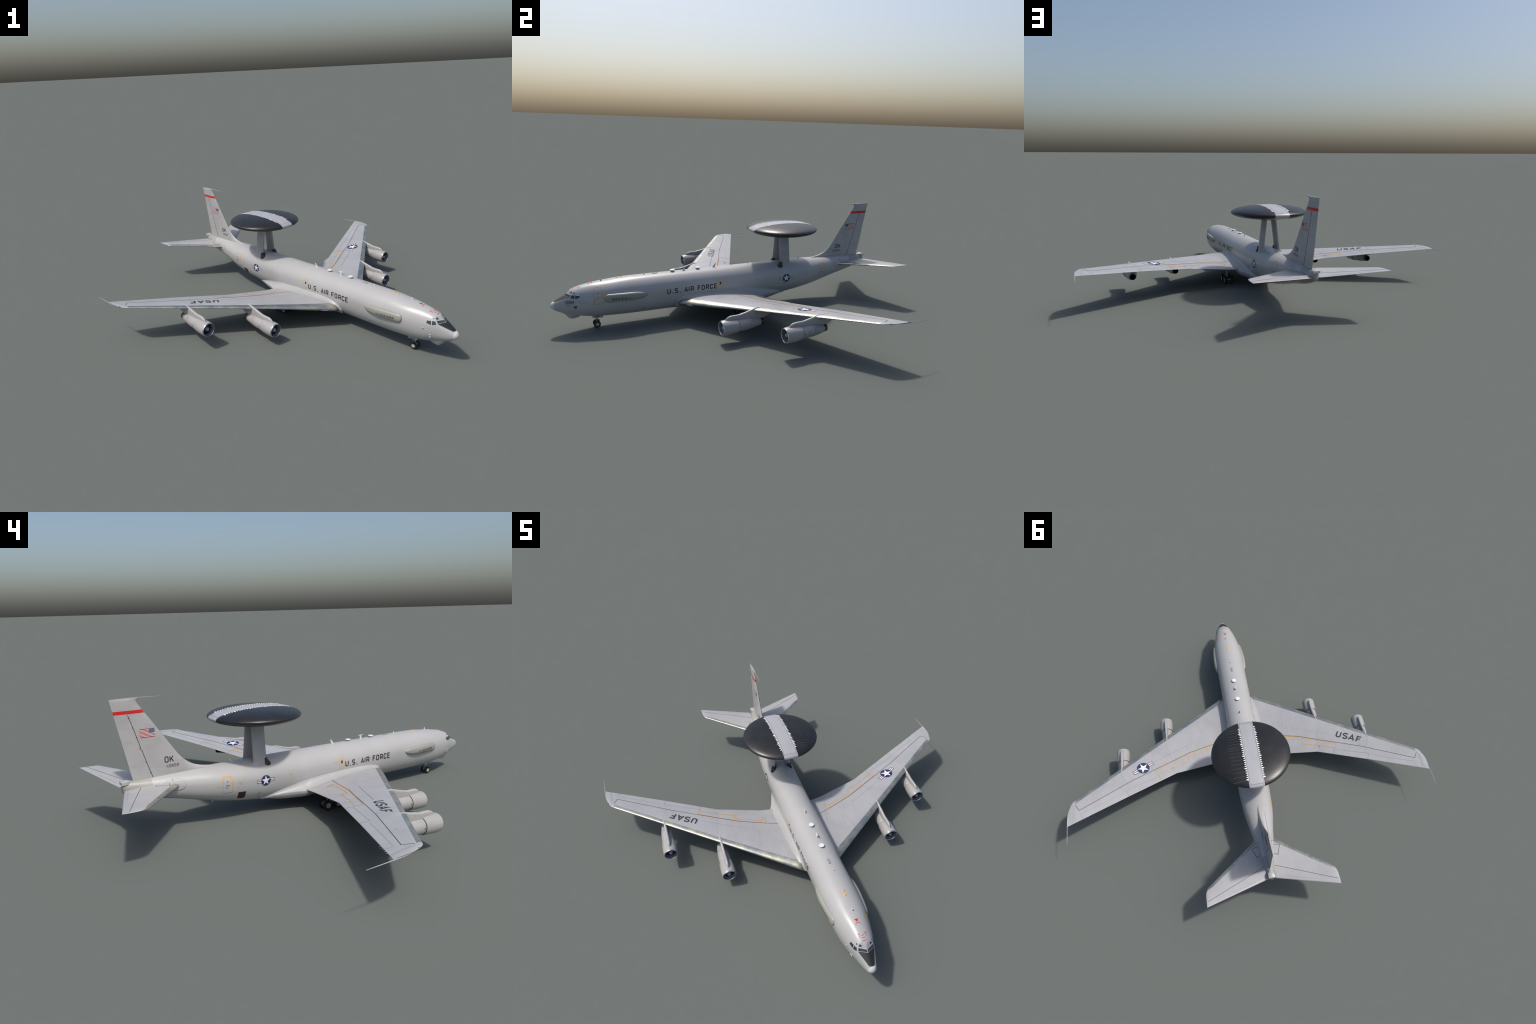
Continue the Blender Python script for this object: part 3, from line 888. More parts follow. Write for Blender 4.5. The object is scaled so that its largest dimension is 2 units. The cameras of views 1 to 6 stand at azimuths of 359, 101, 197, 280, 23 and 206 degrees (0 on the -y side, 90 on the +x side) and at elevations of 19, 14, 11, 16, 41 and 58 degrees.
for s in (1, -1):
    m = Marks(on_fin(s), .0004)
    m.path([(-.6653, .5612), (-.6445, .4954), (-.6240, .4232), (-.6225, .4150)], .0026)
    m.path([(-.6262, .4150), (-.6185, .4030), (-.6160, .3985), (-.6014, .3471), (-.5763, .2710)], .0026)
    for x, z in ((-.6610, .5470), (-.6475, .5050), (-.6345, .4610), (-.6230, .4120), (-.6015, .3470), (-.5850, .2960)):
        m.path([(x - .0035, z - .0004), (x + .0018, z + .001)], .0040)
    m.make('rudder_hinge_line', M['line'], fin)
    m = Marks(on_fin(s), .0003)
    m.path([(-.7010, .4300), (-.6770, .2960)], .0010)
    m.path([(-.6260, .6130), (-.4420, .3560)], .0008)
    for z in (.535, .44, .33): m.path([(fin_te(z) + .012, z), (fin_te(z) + .045, z + .003)], .0003)
    m.make('fin_panel_seams', M['seam'], fin)
    # flag: thirteen stripes and a canton towards the nose
    x0, x1, z0, z1 = -.6218, -.5530, .4568, .4942
    hs = (z1 - z0)/13
    canton_x = x1 - .0255
    a = Marks(on_fin(s), .0004).poly([(x0, z0), (x1, z0), (x1, z1), (x0, z1)]).make('flag_field', M['white'], fin)
    a = Marks(on_fin(s), .0006)
    for i in range(0, 13, 2):
        zz = z1 - i*hs; xe = canton_x if i < 7 else x1
        a.poly([(x0, zz + hs*.06), (xe, zz + hs*.06), (xe, zz - hs*1.08), (x0, zz - hs*1.08)])
    a.make('flag_stripe', M['flag_red'], fin)
    Marks(on_fin(s), .0006).poly([(canton_x, z1), (x1, z1), (x1, z1 - 7*hs), (canton_x, z1 - 7*hs)]).make('flag_canton', M['flag_blue'], fin)
    a = Marks(on_fin(s), .0008)
    for r in range(9):
        for c in range(6 if r % 2 == 0 else 5):
            a.poly(circle(canton_x + .0255*((c + (.5 if r % 2 == 0 else 1))/6), z1 - 7*hs*((r + .5 + .1)/9.2), .00060, 5))
    a.make('flag_star', M['white'], fin)
    # tail letters read nose-wards to starboard, tail-wards to port
    m = Marks(on_fin(s), .0004)
    org = -.5195 if s < 0 else -.4760
    d = 1 if s < 0 else -1
    pl = lambda u, v: (org + d*u, .3298 + v)
    glyph(m, 'O', 0, .0190, .0290, .0046, pl); glyph(m, 'K', .0236, .0205, .0290, .0046, pl)
    m.make('tail_code', M['letter'], fin)
    m = Marks(on_fin(s), .0004)
    org2 = -.5130 if s < 0 else -.4530
    pl2 = lambda u, v: (org2 + d*u, .3065 + v)
    for i, ch in enumerate('0559'): glyph(m, ch, .0122 + i*.0122, .0104, .0136, .0026, pl2)
    pa = lambda u, v: (org2 + d*u, .3138 + v); pb = lambda u, v: (org2 + d*u, .3065 + v)
    glyph(m, 'A', 0, .0046, .0060, .0010, pa); glyph(m, 'F', .0055, .0042, .0060, .0010, pa)
    glyph(m, '7', 0, .0046, .0060, .0010, pb); glyph(m, '5', .0055, .0042, .0060, .0010, pb)
    m.make('tail_number', M['darkstencil'], fin)

# tail antenna block behind the fin
rings = []
for x, h, zb_, zt_, pk in ((-.664, .0012, .2650, .2705, 0), (-.674, .0042, .2635, .2718, .0005), (-.684, .0090, .2618, .2726, .0015), (-.691, .0145, .2608, .2728, .0045), (-.697, .0174, .2603, .2728, .0062),
                           (-.704, .0177, .2602, .2727, .0062), (-.713, .0177, .2602, .2725, .0035), (-.7228, .0176, .2602, .2722, .0)):
    rings.append([(x, h, zb_), (x, h, zt_), (x, h*.5, zt_ + pk*.75), (x, 0, zt_ + pk), (x, -h*.5, zt_ + pk*.75), (x, -h, zt_), (x, -h, zb_)])
V, Fc = loft(rings)
add_mesh('tail_antenna_housing', V, Fc, M['fairing'], fin, angle=35)

# ------------------------------------------------------------------ tailplanes
def st_le(y): return -.4742 - .811*(y - .0548) if y < .345 else float(np.interp(y, [.345, .352, .358, .3620, .3645, .3655], [-.7095, -.7165, -.7270, -.7400, -.7600, -.790]))
st_te = lin([0, .0143, .3600, .37], [-.7085, -.7130, -.8190, -.8220])
st_zl = lin([0, .0548, .361, .37], [.2225, .2290, .2632, .2642])
st_zt = lin([0, .0143, .358, .37], [.2345, .2358, .2650, .2660])
st_tc = lin([0, .05, .33, .356, .3655], [.10, .10, .085, .06, .02])


def stab_z(x, y, up=1):
    a, b = st_le(y), st_te(y); c = a - b; s = min(max((a - x)/c, 0), 1)
    return st_zl(y)*(1-s) + st_zt(y)*s + up*(naca(s)*st_tc(y)*c + .0005*s)


def on_stab(sign):
    return lambda x, y, off: (x, sign*y, stab_z(x, y) + off)


for s in (1, -1):
    sp = sorted(set(list(np.linspace(.015, .338, 22)) + [.345, .350, .354, .358, .361, .363, .3645, .3655]))
    rings = []; NFs, NBs = 7, 22
    for y in sp:
        a, b = st_le(y), st_te(y); c = a - b; sb = min(np.interp(y, [.05, .33, .3655], [.030, .020, .005])/c, .4)
        ss = [sb*(k/NFs)**2 for k in range(NFs+1)] + [sb + (1-sb)*k/NBs for k in range(1, NBs+1)]
        up = [(a - q*c, s*y, stab_z(a - q*c, y, 1)) for q in ss]; dn = [(a - q*c, s*y, stab_z(a - q*c, y, -1)) for q in ss[1:]]
        rings.append(up[::-1] + dn)
    V, Fc = loft(rings); n = len(rings[0]); ctr = NFs + NBs; labels = []
    for i in range(len(sp) - 1):
        for j in range(n): labels.append('edge' if ctr - NFs <= j < ctr + NFs and sp[i] < .360 else 'tp')
    labels += ['tp', 'tp']
    tp = split_parts(V, Fc, labels, {'tp': ('tailplane', M['tailplane'], None)}, root)[0]
    split_parts(V, Fc, labels, {'edge': ('tailplane_leading_edge', M['edge'], tp)}, root)
    m = Marks(on_stab(s), .0005)
    m.path([(-.6430, .030), (-.7892, .3560)], .0021)
    m.path([(-.5160, .0450), (-.5262, .0797), (-.5853, .0595), (-.5730, .0390)], .0024)
    m.make('elevator_hinge_line', M['line'], tp)
    m = Marks(on_stab(s), .0004)
    m.path([(-.7180, .090), (-.7650, .235)], .0010)
    m.make('trim_tab_seam', M['seam'], tp)
    # rounded plate on the fuselage round the tailplane root
    m = Marks(on_side(s), .0007, .004)
    m.poly([(-.441 - .032*(1-math.cos(t)), .2310 + .0262*math.sin(t)) for t in np.linspace(-math.pi/2, math.pi/2, 17)] + [(-.52, .2560), (-.56, .2480), (-.56, .2200), (-.52, .2080)])
    plate = m.make('tailplane_root_plate', M['fairing'], fuselage)
    sm = plate.modifiers.new('thickness', 'SOLIDIFY'); sm.thickness = .0008; sm.offset = 0
    m = Marks(on_side(s), .0018)
    m.path([(-.4985, .2490), (-.5005, .2590)], .0015)
    m.make('tailplane_root_slot', M['line'], fuselage)

# ------------------------------------------------------------------ nose: anti-glare panel, windows, chin
def top_patch(name, edge_a, edge_b, mat, parent, off, nu=24, nv=24):
    """Sheet between two (x, y) curves, laid on the upper fuselage."""
    V, Fc = [], []
    for i in range(nv + 1):
        t = i/nv
        for j in range(nu + 1):
            u = j/nu
            a, b = edge_a(u), edge_b(u)
            V.append(on_top(a[0] + t*(b[0]-a[0]), a[1] + t*(b[1]-a[1]), off))
    for i in range(nv):
        for j in range(nu): Fc.append((i*(nu+1)+j, i*(nu+1)+j+1, (i+1)*(nu+1)+j+1, (i+1)*(nu+1)+j))
    return add_mesh(name, V, Fc, mat, parent, recalc=False)


top_patch('antiglare_panel',
          lambda u: (1.3012 - .0200*abs(2*u - 1), .0412*(2*u - 1)),
          lambda u: (1.3555 - .0065*abs(2*u - 1)**3, .0155*(2*u - 1)),
          M['antiglare'], fuselage, .0005)
WIN = {  # corner points (x, z) of the side panes and (x, y) of the front ones, starboard side
    'front': [(1.2796, .0392), (1.2993, .0016), (1.2897, .0016), (1.2700, .0366)],
    'mid': [(1.2520, .2158), (1.2562, .1965), (1.2760, .2025), (1.2662, .2150)],
    'rear': [(1.2282, .2150), (1.2290, .2020), (1.2522, .1962), (1.2482, .2155)],
}
for s in (1, -1):
    for k in ('mid', 'rear'):
        m = Marks(on_side(s), .0012, .004); m.poly(WIN[k]); fr = m.make('cockpit_window', M['glass'], fuselage)
        so = fr.modifiers.new('thickness', 'SOLIDIFY'); so.thickness = .0012; so.offset = 0
        c = [sum(p[i] for p in WIN[k])/4 for i in (0, 1)]
        m = Marks(on_side(s), .0004, .004); m.path(WIN[k], .0036, True); m.make('window_frame', M['frame'], fuselage)
    W = [(x, s*y) for x, y in WIN['front']]
    m = Marks(on_top, .0012, .004); m.poly(W); fr = m.make('windscreen', M['glass'], fuselage)
    so = fr.modifiers.new('thickness', 'SOLIDIFY'); so.thickness = .0012; so.offset = 0
    m = Marks(on_top, .0009, .004); m.path(W, .0028, True); m.make('windscreen_frame', M['frame'], fuselage)
    for q in ([(1.2614, .0310), (1.2656, .0213), (1.2730, .0212), (1.2670, .0328)], [(1.2489, .0389), (1.2551, .0359), (1.2593, .0381), (1.2524, .0417)]):
        Marks(on_top, .0008, .003).poly([(x, s*y) for x, y in q]).make('eyebrow_window', M['glass'], fuselage)
    # pitot fittings
    if s < 0:
        V, Fc = lathe([(-.008, .0005), (-.004, .0026), (.003, .0028), (.0055, .0026)], 14)
        p = add_mesh('air_scoop', V, Fc, M['fairing'], fuselage); p.location = (1.215, s*.0695, .170)
        V, Fc = lathe([(.0050, .0026), (.0058, .0022), (.0058, .0)], 14); q = add_mesh('scoop_mouth', V, Fc, M['black'], fuselage); q.location = p.location
    for z in (.1267, .1407) if s < 0 else ():
        V, Fc = lathe([(-.004, .0005), (-.002, .0016), (.003, .0014), (.006, .0006)], 10)
        p = add_mesh('pitot_probe', V, Fc, M['bright_white'], fuselage); p.location = (1.2497, s*(fus_y(1.2497, z) + .0022), z)

cb = pchip([1.330, 1.3248, 1.300, 1.289, 1.276, 1.265, 1.252, 1.235, 1.219, 1.212], [.117, .1120, .0955, .0805, .0688, .0663, .0675, .0715, .0775, .0815])
ch = pchip([1.330, 1.315, 1.295, 1.270, 1.245, 1.220, 1.212], [.004, .014, .021, .024, .021, .012, .004])
rings = []
for x in np.linspace(1.213, 1.329, 40):
    h, zb_ = ch(x), cb(x)
    ztop = f_b(x) + .012
    ring = [(x, h*math.cos(t), ztop - (ztop - zb_)*math.sin(t)**.9) for t in np.linspace(0, math.pi, 25)]
    rings.append(ring)
V, Fc = loft(rings, False, False, False)
add_mesh('chin_fairing', V, Fc, M['fuselage'], fuselage)

# ------------------------------------------------------------------ cheek sensor fairings
pod_y = pchip([1.104, 1.100, 1.088, 1.06, 1.02, .96, .92, .89, .870, .862], [.090, .0955, .1000, .1045, .1085, .1115, .1102, .1065, .1000, .094])
pod_t = pchip([1.104, 1.100, 1.092, 1.080, .95, .915, .89, .875, .866, .862], [.196, .2035, .2100, .2128, .2122, .2100, .2055, .1995, .1935, .189])
pod_b = pchip([1.104, 1.100, 1.092, 1.080, .95, .915, .89, .875, .866, .862], [.184, .1760, .1690, .1662, .1658, .1680, .1725, .1780, .1830, .187])
for s in (1, -1):
    rings = []
    for x in [1.104, 1.1025, 1.100, 1.097] + list(np.linspace(1.092, .875, 50)) + [.870, .866, .862]:
        t_, b_ = pod_t(x), pod_b(x); zc = (t_ + b_)/2; hz = (t_ - b_)/2
        yo = pod_y(x); ring = []
        for j in range(29):
            a = -math.pi/2 + math.pi*j/28
            z = zc + hz*math.copysign(abs(math.sin(a))**.62, math.sin(a))
            base = fus_y(x, z) - .003
            ring.append((x, s*(base + max(yo - fus_y(x, zc), .001)*abs(math.cos(a))**.55*1.0 + .003*abs(math.cos(a))), z))
        rings.append(ring)
    V, Fc = loft(rings, False, False, False)
    pod = add_mesh('cheek_fairing', V, Fc, M['pod'], root)

    def on_pod(x, z, off, s=s):
        t_, b_ = pod_t(x), pod_b(x); zc = (t_ + b_)/2; hz = (t_ - b_)/2
        q = min(abs(z - zc)/hz, .99)**(1/.62)
        c = math.sqrt(1 - q*q)
        return (x, s*(fus_y(x, z) - .003 + max(pod_y(x) - fus_y(x, zc), .001)*c**.55 + .003*c + off), z)
    m = Marks(on_pod, .0006, .004)
    for x, z in ((1.0590, .1856), (1.0440, .1853), (1.0285, .1849), (1.0093, .1842), (.9913, .1835)):
        m.poly(circle(x, z, .0074, 18))
    m.poly([(.982, .1856), (.9530, .1848), (.9530, .1802), (.982, .1808)])
    m.make('antenna_window', plain('antenna_window_brown_grey', (0.130, 0.115, 0.108), .6), pod)

# ------------------------------------------------------------------ fuselage markings
TXT = [('U', 475, 550), ('.', 580, 600), ('S', 630, 702), ('.', 735, 755), ('A', 835, 908), ('I', 922, 942), ('R', 965, 1038), ('F', 1115, 1187), ('O', 1200, 1272), ('R', 1295, 1368), ('C', 1385, 1457), ('E', 1475, 1547)]
for s in (1, -1):
    org, d = (.7492, -1) if s > 0 else (.4372, 1)
    k = .3128/1072
    m = Marks(on_side(s), .0004)
    pl = lambda u, v: (org + d*u, .1728 + v)
    for c, a, b in TXT:
        glyph(m, c, (a - 475)*k, (b - a)*k, .0316, .0058, pl)
    m.make('fuselage_lettering', M['letter'], fuselage)
    insignia(on_side(s), (-.0472, .1848), (0, 1), .0263, 1.9, fuselage)
    # overwing exit with window and arrow
    m = Marks(on_side(s), .0004)
    m.path(rrect(.3998, .1708, .4298, .2204, .006), .0032, True)
    m.path([(.3915, .2068), (.3645, .2064)], .0030)
    m.poly([(.3950, .2068), (.3905, .2094), (.3905, .2042)])
    # aft door
    m.path([(-.2706, .1600), (-.2716, .1975), (-.2717, .2325), (-.2655, .2375), (-.2309, .2350), (-.2258, .2284), (-.2228, .1605)] if s < 0 else [(-.3560, .1605), (-.3571, .2134), (-.3560, .2440), (-.3516, .2507), (-.3190, .2520), (-.3125, .2490), (-.3123, .2195), (-.3125, .1617)], .0034)
    if s < 0: m.path([(-.3066, .1935), (-.2800, .1931)], .0034); m.poly([(-.2755, .1931), (-.2820, .1965), (-.2820, .1897)])
    else: m.path([(-.3640, .2010), (-.3928, .1998)], .0030)
    if s > 0:   # forward entry door, to port only
        m.path([(1.1570, .1605), (1.1574, .2069), (1.1563, .2386), (1.1521, .2467), (1.1457, .2490), (1.1184, .2481), (1.1141, .2445), (1.1131, .2258), (1.1130, .1605)], .0032)
        m.path([(1.1050, .2120), (1.0797, .2126)], .0028); m.poly([(1.1095, .2119), (1.1030, .2086), (1.1030, .2154)])
    m.make('exit_outline', M['orange'], fuselage)
    m = Marks(on_side(s), .0004)
    m.poly([(.4100, .1952), (.4198, .1952), (.4198, .2100), (.4100, .2100)])
    m.make('exit_window', M['letter'], fuselage)
    m = Marks(on_side(s), .0004)
    xd = -.2503 if s < 0 else -.3344
    m.poly(circle(xd, .2125, .0030, 10)); m.poly([(xd - .008, .1955), (xd + .010, .1970), (xd + .010, .1938), (xd - .008, .1924)])
    if s > 0: m.poly(circle(1.1352, .2197, .0026, 10))
    m.make('door_window', M['darkstencil'], fuselage)
    m = Marks(on_side(s), .0004)
    for i in range(3): m.path([(xd - .012, .188 - i*.0032), (xd + .012 - .005*i, .189 - i*.0032)], .0011)
    if s < 0: m.path([(-.2706, .1590), (-.2650, .1570), (-.2290, .1565), (-.2228, .160)], .0018)
    else:
        m.path([(1.1570, .1602), (1.1130, .1600)], .0014)
        for i, (a, b) in enumerate(((1.147, 1.128), (1.142, 1.128), (1.150, 1.122), (1.150, 1.132))): m.path([(a, .2012 - i*.0040), (b, .2010 - i*.0040)], .0012)
    m.make('door_stencil', M['faint'], fuselage)
    # dashed cut-in corners
    m = Marks(on_side(s), .0004)
    boxes = [(.0835, .1690, .1148, .2108)]
    boxes += [(-.1950, .1738, -.1640, .2145)] if s < 0 else [(.7595, .1770, .7888, .2182)]
    for x0, z0, x1, z1 in boxes:
        q = .0075
        for cx, dx in ((x0, 1), (x1, -1)):
            for cz, dz in ((z0, 1), (z1, -1)): m.path([(cx + dx*q, cz), (cx, cz), (cx, cz + dz*q)], .0019)
        xm, zm = (x0+x1)/2, (z0+z1)/2
        for i, wd in enumerate((.010, .011, .009, .006)):
            for j in range(4):
                m.path([(xm - wd + j*wd*.52, zm + .006 - i*.0038), (xm - wd + j*wd*.52 + wd*.38, zm + .006 - i*.0038)], .0016)
    m.make('rescue_panel_mark', M['orange_faint'], fuselage)
    # small red mark forward of the wing, low on the side
    m = Marks(on_side(s), .0004); m.poly(circle(.8864, .1029, .0034, 8)); m.make('ground_point_mark', M['red_thin'], fuselage)
m = Marks(on_side(-1), .0005); m.poly([(-.1915, .1482), (-.1544, .1467), (-.1552, .1290), (-.1568, .1126), (-.1625, .1104), (-.1908, .1138), (-.1920, .1300)])
m.make('cargo_vent', M['hatch'], fuselage)
m = Marks(on_side(-1), .0004); m.path([(-.1928, .1494), (-.1531, .1479), (-.1540, .1290), (-.1557, .1116), (-.1623, .1092), (-.1922, .1126)], .0016, True); 
m.path([(-.0854, .1249), (-.0726, .1246), (-.0728, .1029), (-.0844, .1040)], .0013, True)
m.make('cargo_vent_outline', M['red_thin'], fuselage)
# port side blister and nose badges
V, Fc = lathe([(.032, .0005), (.029, .0050), (.020, .0062), (0, .0056), (-.02, .0036), (-.033, .0005)], 20)
bl = add_mesh('side_blister', [(v[0], v[1]*.8, v[2]*.9) for v in V], Fc, M['fairing'], fuselage); bl.location = (.0110, fus_y(.011, .1385) + .0005, .1385); bl.rotation_euler = (0, math.radians(-2), math.radians(2))
S = on_side(1)
m = Marks(S, .0004)
for i in range(4): m.path([(1.2990, .1850 - i*.0043), (1.2602, .1848 - i*.0043)], .0023)
m.path([(1.2998, .1865), (1.2598, .1862), (1.2606, .1704), (1.3004, .1712)], .0010, True)
m.make('nose_stencil_block', M['darkstencil'], fuselage)
m = Marks(S, .0004)
for i in range(3): m.path([(1.3005, .1656 - i*.0034), (1.2790 - .002*i, .1640 - i*.0034)], .0016)
m.path([(1.2184, .1704), (1.2054, .1697)], .0022)
m.make('nose_stencil_lines', M['faint'], fuselage)
m = Marks(S, .0004); m.poly([(1.2421, .1813), (1.2230, .1806), (1.2215, .1690), (1.2330, .1625), (1.2440, .1680)])
m.poly([(1.2610, .1560), (1.2440, .1560), (1.2412, .1430), (1.2520, .1355), (1.2632, .1435)]); m.make('badge_field', M['badge_yellow'], fuselage)
m = Marks(S, .0007); m.poly([(1.2402, .1795), (1.2250, .1790), (1.2250, .1735), (1.2330, .1705)]); m.make('badge_device', M['badge_blue'], fuselage)
m = Marks(S, .0007); m.poly([(1.2597, .1566), (1.2447, .1561), (1.2440, .1455), (1.2520, .1410), (1.2600, .1460)]); m.make('badge_shield', M['navy'], fuselage)
m = Marks(S, .0010); m.poly([(1.2550, .1545), (1.2460, .1548), (1.2465, .1470), (1.2540, .1450)]); m.make('badge_emblem', M['red'], fuselage)
# red receptacle marks and amber lamps on the crown
m = Marks(on_top, .0005)
m.poly([(1.1500, -.0102), (1.1500, .0102), (1.1662, .0)])
m.path([(1.1790 - .0104*math.cos(t), .0122*math.sin(t)) for t in np.linspace(-1.5, 1.5, 11)], .0026)
for y in (.0172, -.0172):
    k = math.copysign(1, y)
    m.path([(1.2213, y - .0056), (1.2213, y + .0056)], .0024); m.path([(1.2224, y), (1.2364, y)], .0022)
for x, a in ((1.2314, .0070), (1.2430, .0102), (1.2555, .0134)): m.path([(x, -a), (x, a)], .0022)
m.make('refuelling_marks', M['red'], fuselage)
m = Marks(on_top, .0004); m.path(rrect(.778, -.0062, .812, .0062, .004), .0008, True); m.make('crown_hatch_outline', M['faint'], fuselage)
for x in (.9917, 1.0150):
    V, Fc = lathe([(-.003, .0060), (0, .0062), (.0016, .0050), (.0022, .0)], 20)
    lamp = add_mesh('crown_lamp', [(v[1], v[2], v[0]) for v in V], Fc, M['amber'], fuselage); lamp.location = on_top(x, 0, .0006)
hatch = Marks(on_top, .0014, .004).poly(rrect(.7785, -.0060, .8110, .0060, .004)).make('crown_hatch', M['pod'], fuselage)
so = hatch.modifiers.new('thickness', 'SOLIDIFY'); so.thickness = .002; so.offset = 0

# ------------------------------------------------------------------ antennas
def blade(name, x0, z0, x1, z1, chord0, chord1, h, mat=None, y=0):
    """Thin swept blade from the skin (x0, z0) to its tip (x1, z1)."""
    rings = []
    for t in np.linspace(0, 1, 5):
        x, z, c = x0 + t*(x1-x0), z0 + t*(z1-z0), chord0 + t*(chord1-chord0)
        rings.append([(x + c/2*math.cos(a), y + h*(1-.4*t)*math.sin(a), z) for a in np.linspace(0, 2*math.pi, 13)[:-1]])
    V, Fc = loft(rings); return add_mesh(name, V, Fc, mat or M['off_white'], fuselage, angle=60)


blade('blade_antenna', 1.1032, .2685, 1.1025, .2830, .0082, .0074, .0024)
blade('blade_antenna', .8587, .2790, .8582, .2905, .0072, .0064, .0022)
blade('blade_antenna', .6155, .2790, .6158, .3025, .0125, .0110, .0022)
blade('blade_antenna', .6155, .3012, .6155, .3032, .0330, .0310, .0030)
blade('blade_antenna', .4254, .2785, .4105, .3050, .0170, .0070, .0018)
blade('blade_antenna', -.1815, .2770, -.1955, .2990, .0080, .0040, .0014)
blade('blade_antenna', .1898, .2790, .1895, .2850, .0040, .0030, .0014)
for x in (.9636, 1.1342, .745): blade('blade_antenna', x, f_t(x) - .001, x, f_t(x) + .0022, .0036, .0026, .0018, M['bright_white'])
for x in (.6872, .5280):
    V, Fc = lathe([(.2780, .0085), (.2870, .0085), (.2880, .0140), (.2892, .0146), (.2912, .0142), (.2918, .0)], 36)
    d = add_mesh('disc_antenna', [(v[1], v[2], v[0]) for v in V], Fc, M['bright_white'], fuselage, angle=35); d.location = (x, 0, 0)
    V, Fc = lathe([(.277, .0108), (.2858, .0098)], 36)
    c = add_mesh('disc_antenna_collar', [(v[1], v[2], v[0]) for v in V], Fc, M['spinner'], fuselage); c.location = (x, 0, 0)
for x in (.9767, .9264, .8761, .8285): blade('belly_antenna', x, f_b(x) + .002, x - .001, f_b(x) - .0055, .0045, .0030, .0014)
for x in (-.0997, -.0779, -.0539): blade('belly_antenna', x, f_b(x) + .003, x, f_b(x) - .0055, .0060, .0050, .0030)
blade('belly_antenna', -.2860, f_b(-.286) + .002, -.2960, f_b(-.296) - .0120, .0090, .0050, .0016)

# ------------------------------------------------------------------ wing markings
for s, wing in ((1, wing_L), (-1, wing_R)):
    W = on_wing(s)
    m = Marks(W, .0005)
    m.path([(.3239, .1200), (.2529, .3535), (.0765, .7323), (-.0905, 1.0386), (-.0528, 1.0615)], .0027)
    m.make('spar_line', M['line'], wing)
    m = Marks(W, .0009)
    m.path([(.2490, .3535), (.1396, .5860), (.1063, .5700), (.1530, .4789), (.1897, .3712), (.2207, .3793), (.2700, .2190), (.2400, .2060), (.2465, .1885), (.2950, .2055)], .0029, True)
    m.make('no_step_outline', M['orange'], wing)
    m = Marks(W, .0006)
    m.path([(.1035, .5705), (.0695, .5550)], .0018)
    m.path([(.0120, .7715), (-.0240, .7530)], .0020)
    m.path([(-.1210, 1.0320), (-.1450, 1.0190)], .0010)
    m.path([(.0920, .5790), (.0120, .7715)], .0011)
    m.path([(-.0010, .7850), (-.1130, 1.0280)], .0008)
    m.path([(.1570, .4760), (.1420, .4720)], .0022)
    m.path([(.2380, .2010), (.3092, .1790), (.4314, .1480)], .0006)
    m.path([(-.075, 1.066), (-.165, 1.070)], .0008)
    m.path([(-.060, 1.072), (-.172, 1.079)], .0008)
    m.make('flap_seam', M['seam'], wing)
    m = Marks(W, .0006)
    for x, y in ((.3341, .2945), (.0891, .7275), (.0020, .9155)):
        m.path(circle(x, y, .0042, 16), .0010, True)
    m.make('fuel_cap_ring', M['red_faint'], wing)
    # vortex tabs: one short row ahead of the spar line, one along the flap
    def tabs(a, b, n, mat, hgt, parent):
        proto_t = None
        for i in range(n):
            t = i/(n - 1); x, y = a[0] + t*(b[0]-a[0]), a[1] + t*(b[1]-a[1])
            z = wing_z(x, y)
            if proto_t is None:
                V = [(-.0016, -.0003, -.001), (.0016, -.0003, -.001), (.0016, .0003, -.001), (-.0016, .0003, -.001), (-.0012, -.0003, hgt), (.0012, -.0003, hgt), (.0012, .0003, hgt), (-.0012, .0003, hgt)]
                proto_t = add_mesh('vortex_tab', V, [(3, 2, 1, 0), (4, 5, 6, 7), (0, 1, 5, 4), (1, 2, 6, 5), (2, 3, 7, 6), (3, 0, 4, 7)], mat, parent, smooth=False)
                o = proto_t
            else: o = copy_of(proto_t, parent)
            o.location = (x, s*y, z); o.rotation_euler = (0, 0, s*math.radians(18))
    tabs((.3091, .3600), (.2060, .5720), 21, M['vg'], .0022, wing)
    tabs((.2541, .3500), (.1474, .5704), 15, M['vg'], .0026, wing)
    m = Marks(W, .0006)
    for y in (.30, .52, .80):
        xl, xt = w_le(y) - .045, w_te(y) + .095
        m.path([(xl, y - .01), (xt, y - .060 + .02*y)], .0005)
    m.make('wing_panel_seam', M['seam'], wing)
    # actuator bump on the flap
    blade_v = lathe([(-.009, .0004), (-.004, .0022), (.004, .0022), (.009, .0004)], 10)
    ob = add_mesh('flap_actuator', *blade_v, M['fairing'], wing); ob.location = (.143, s*.4790, wing_z(.143, .479) + .0008)
    # discharge wicks on the outer trailing edge
    for x, y in ((-.1289, .9906), (-.1355, 1.0050), (-.1426, 1.0206), (-.1495, 1.0363), (-.1570, 1.0520)):
        V, Fc = lathe([(.004, .0003), (-.007, .0002)], 6)
        ob = add_mesh('discharge_wick', V, Fc, M['off_white'], wing); ob.location = (w_te(y) - .001, s*y, z_te(y))
# lettering to starboard, insignia to port
m = Marks(on_wing(-1), .0006)
du, up = Vector((-.520, .854)), Vector((.854, .520))
o = Vector((.1868, .5905))
pl = lambda u, v: tuple(o + du*u + up*v)
for c, a, b in (('U', 0, .0350), ('S', .0440, .0795), ('A', .0845, .1265), ('F', .1355, .1700)):
    glyph(m, c, a, b - a, .0480, .0092, pl)
m.make('wing_lettering', M['wing_letter'], wing_R)
insignia(on_wing(1), (.1602, .6584), (.876, .482), .0382, 1.80, wing_L, .0006)

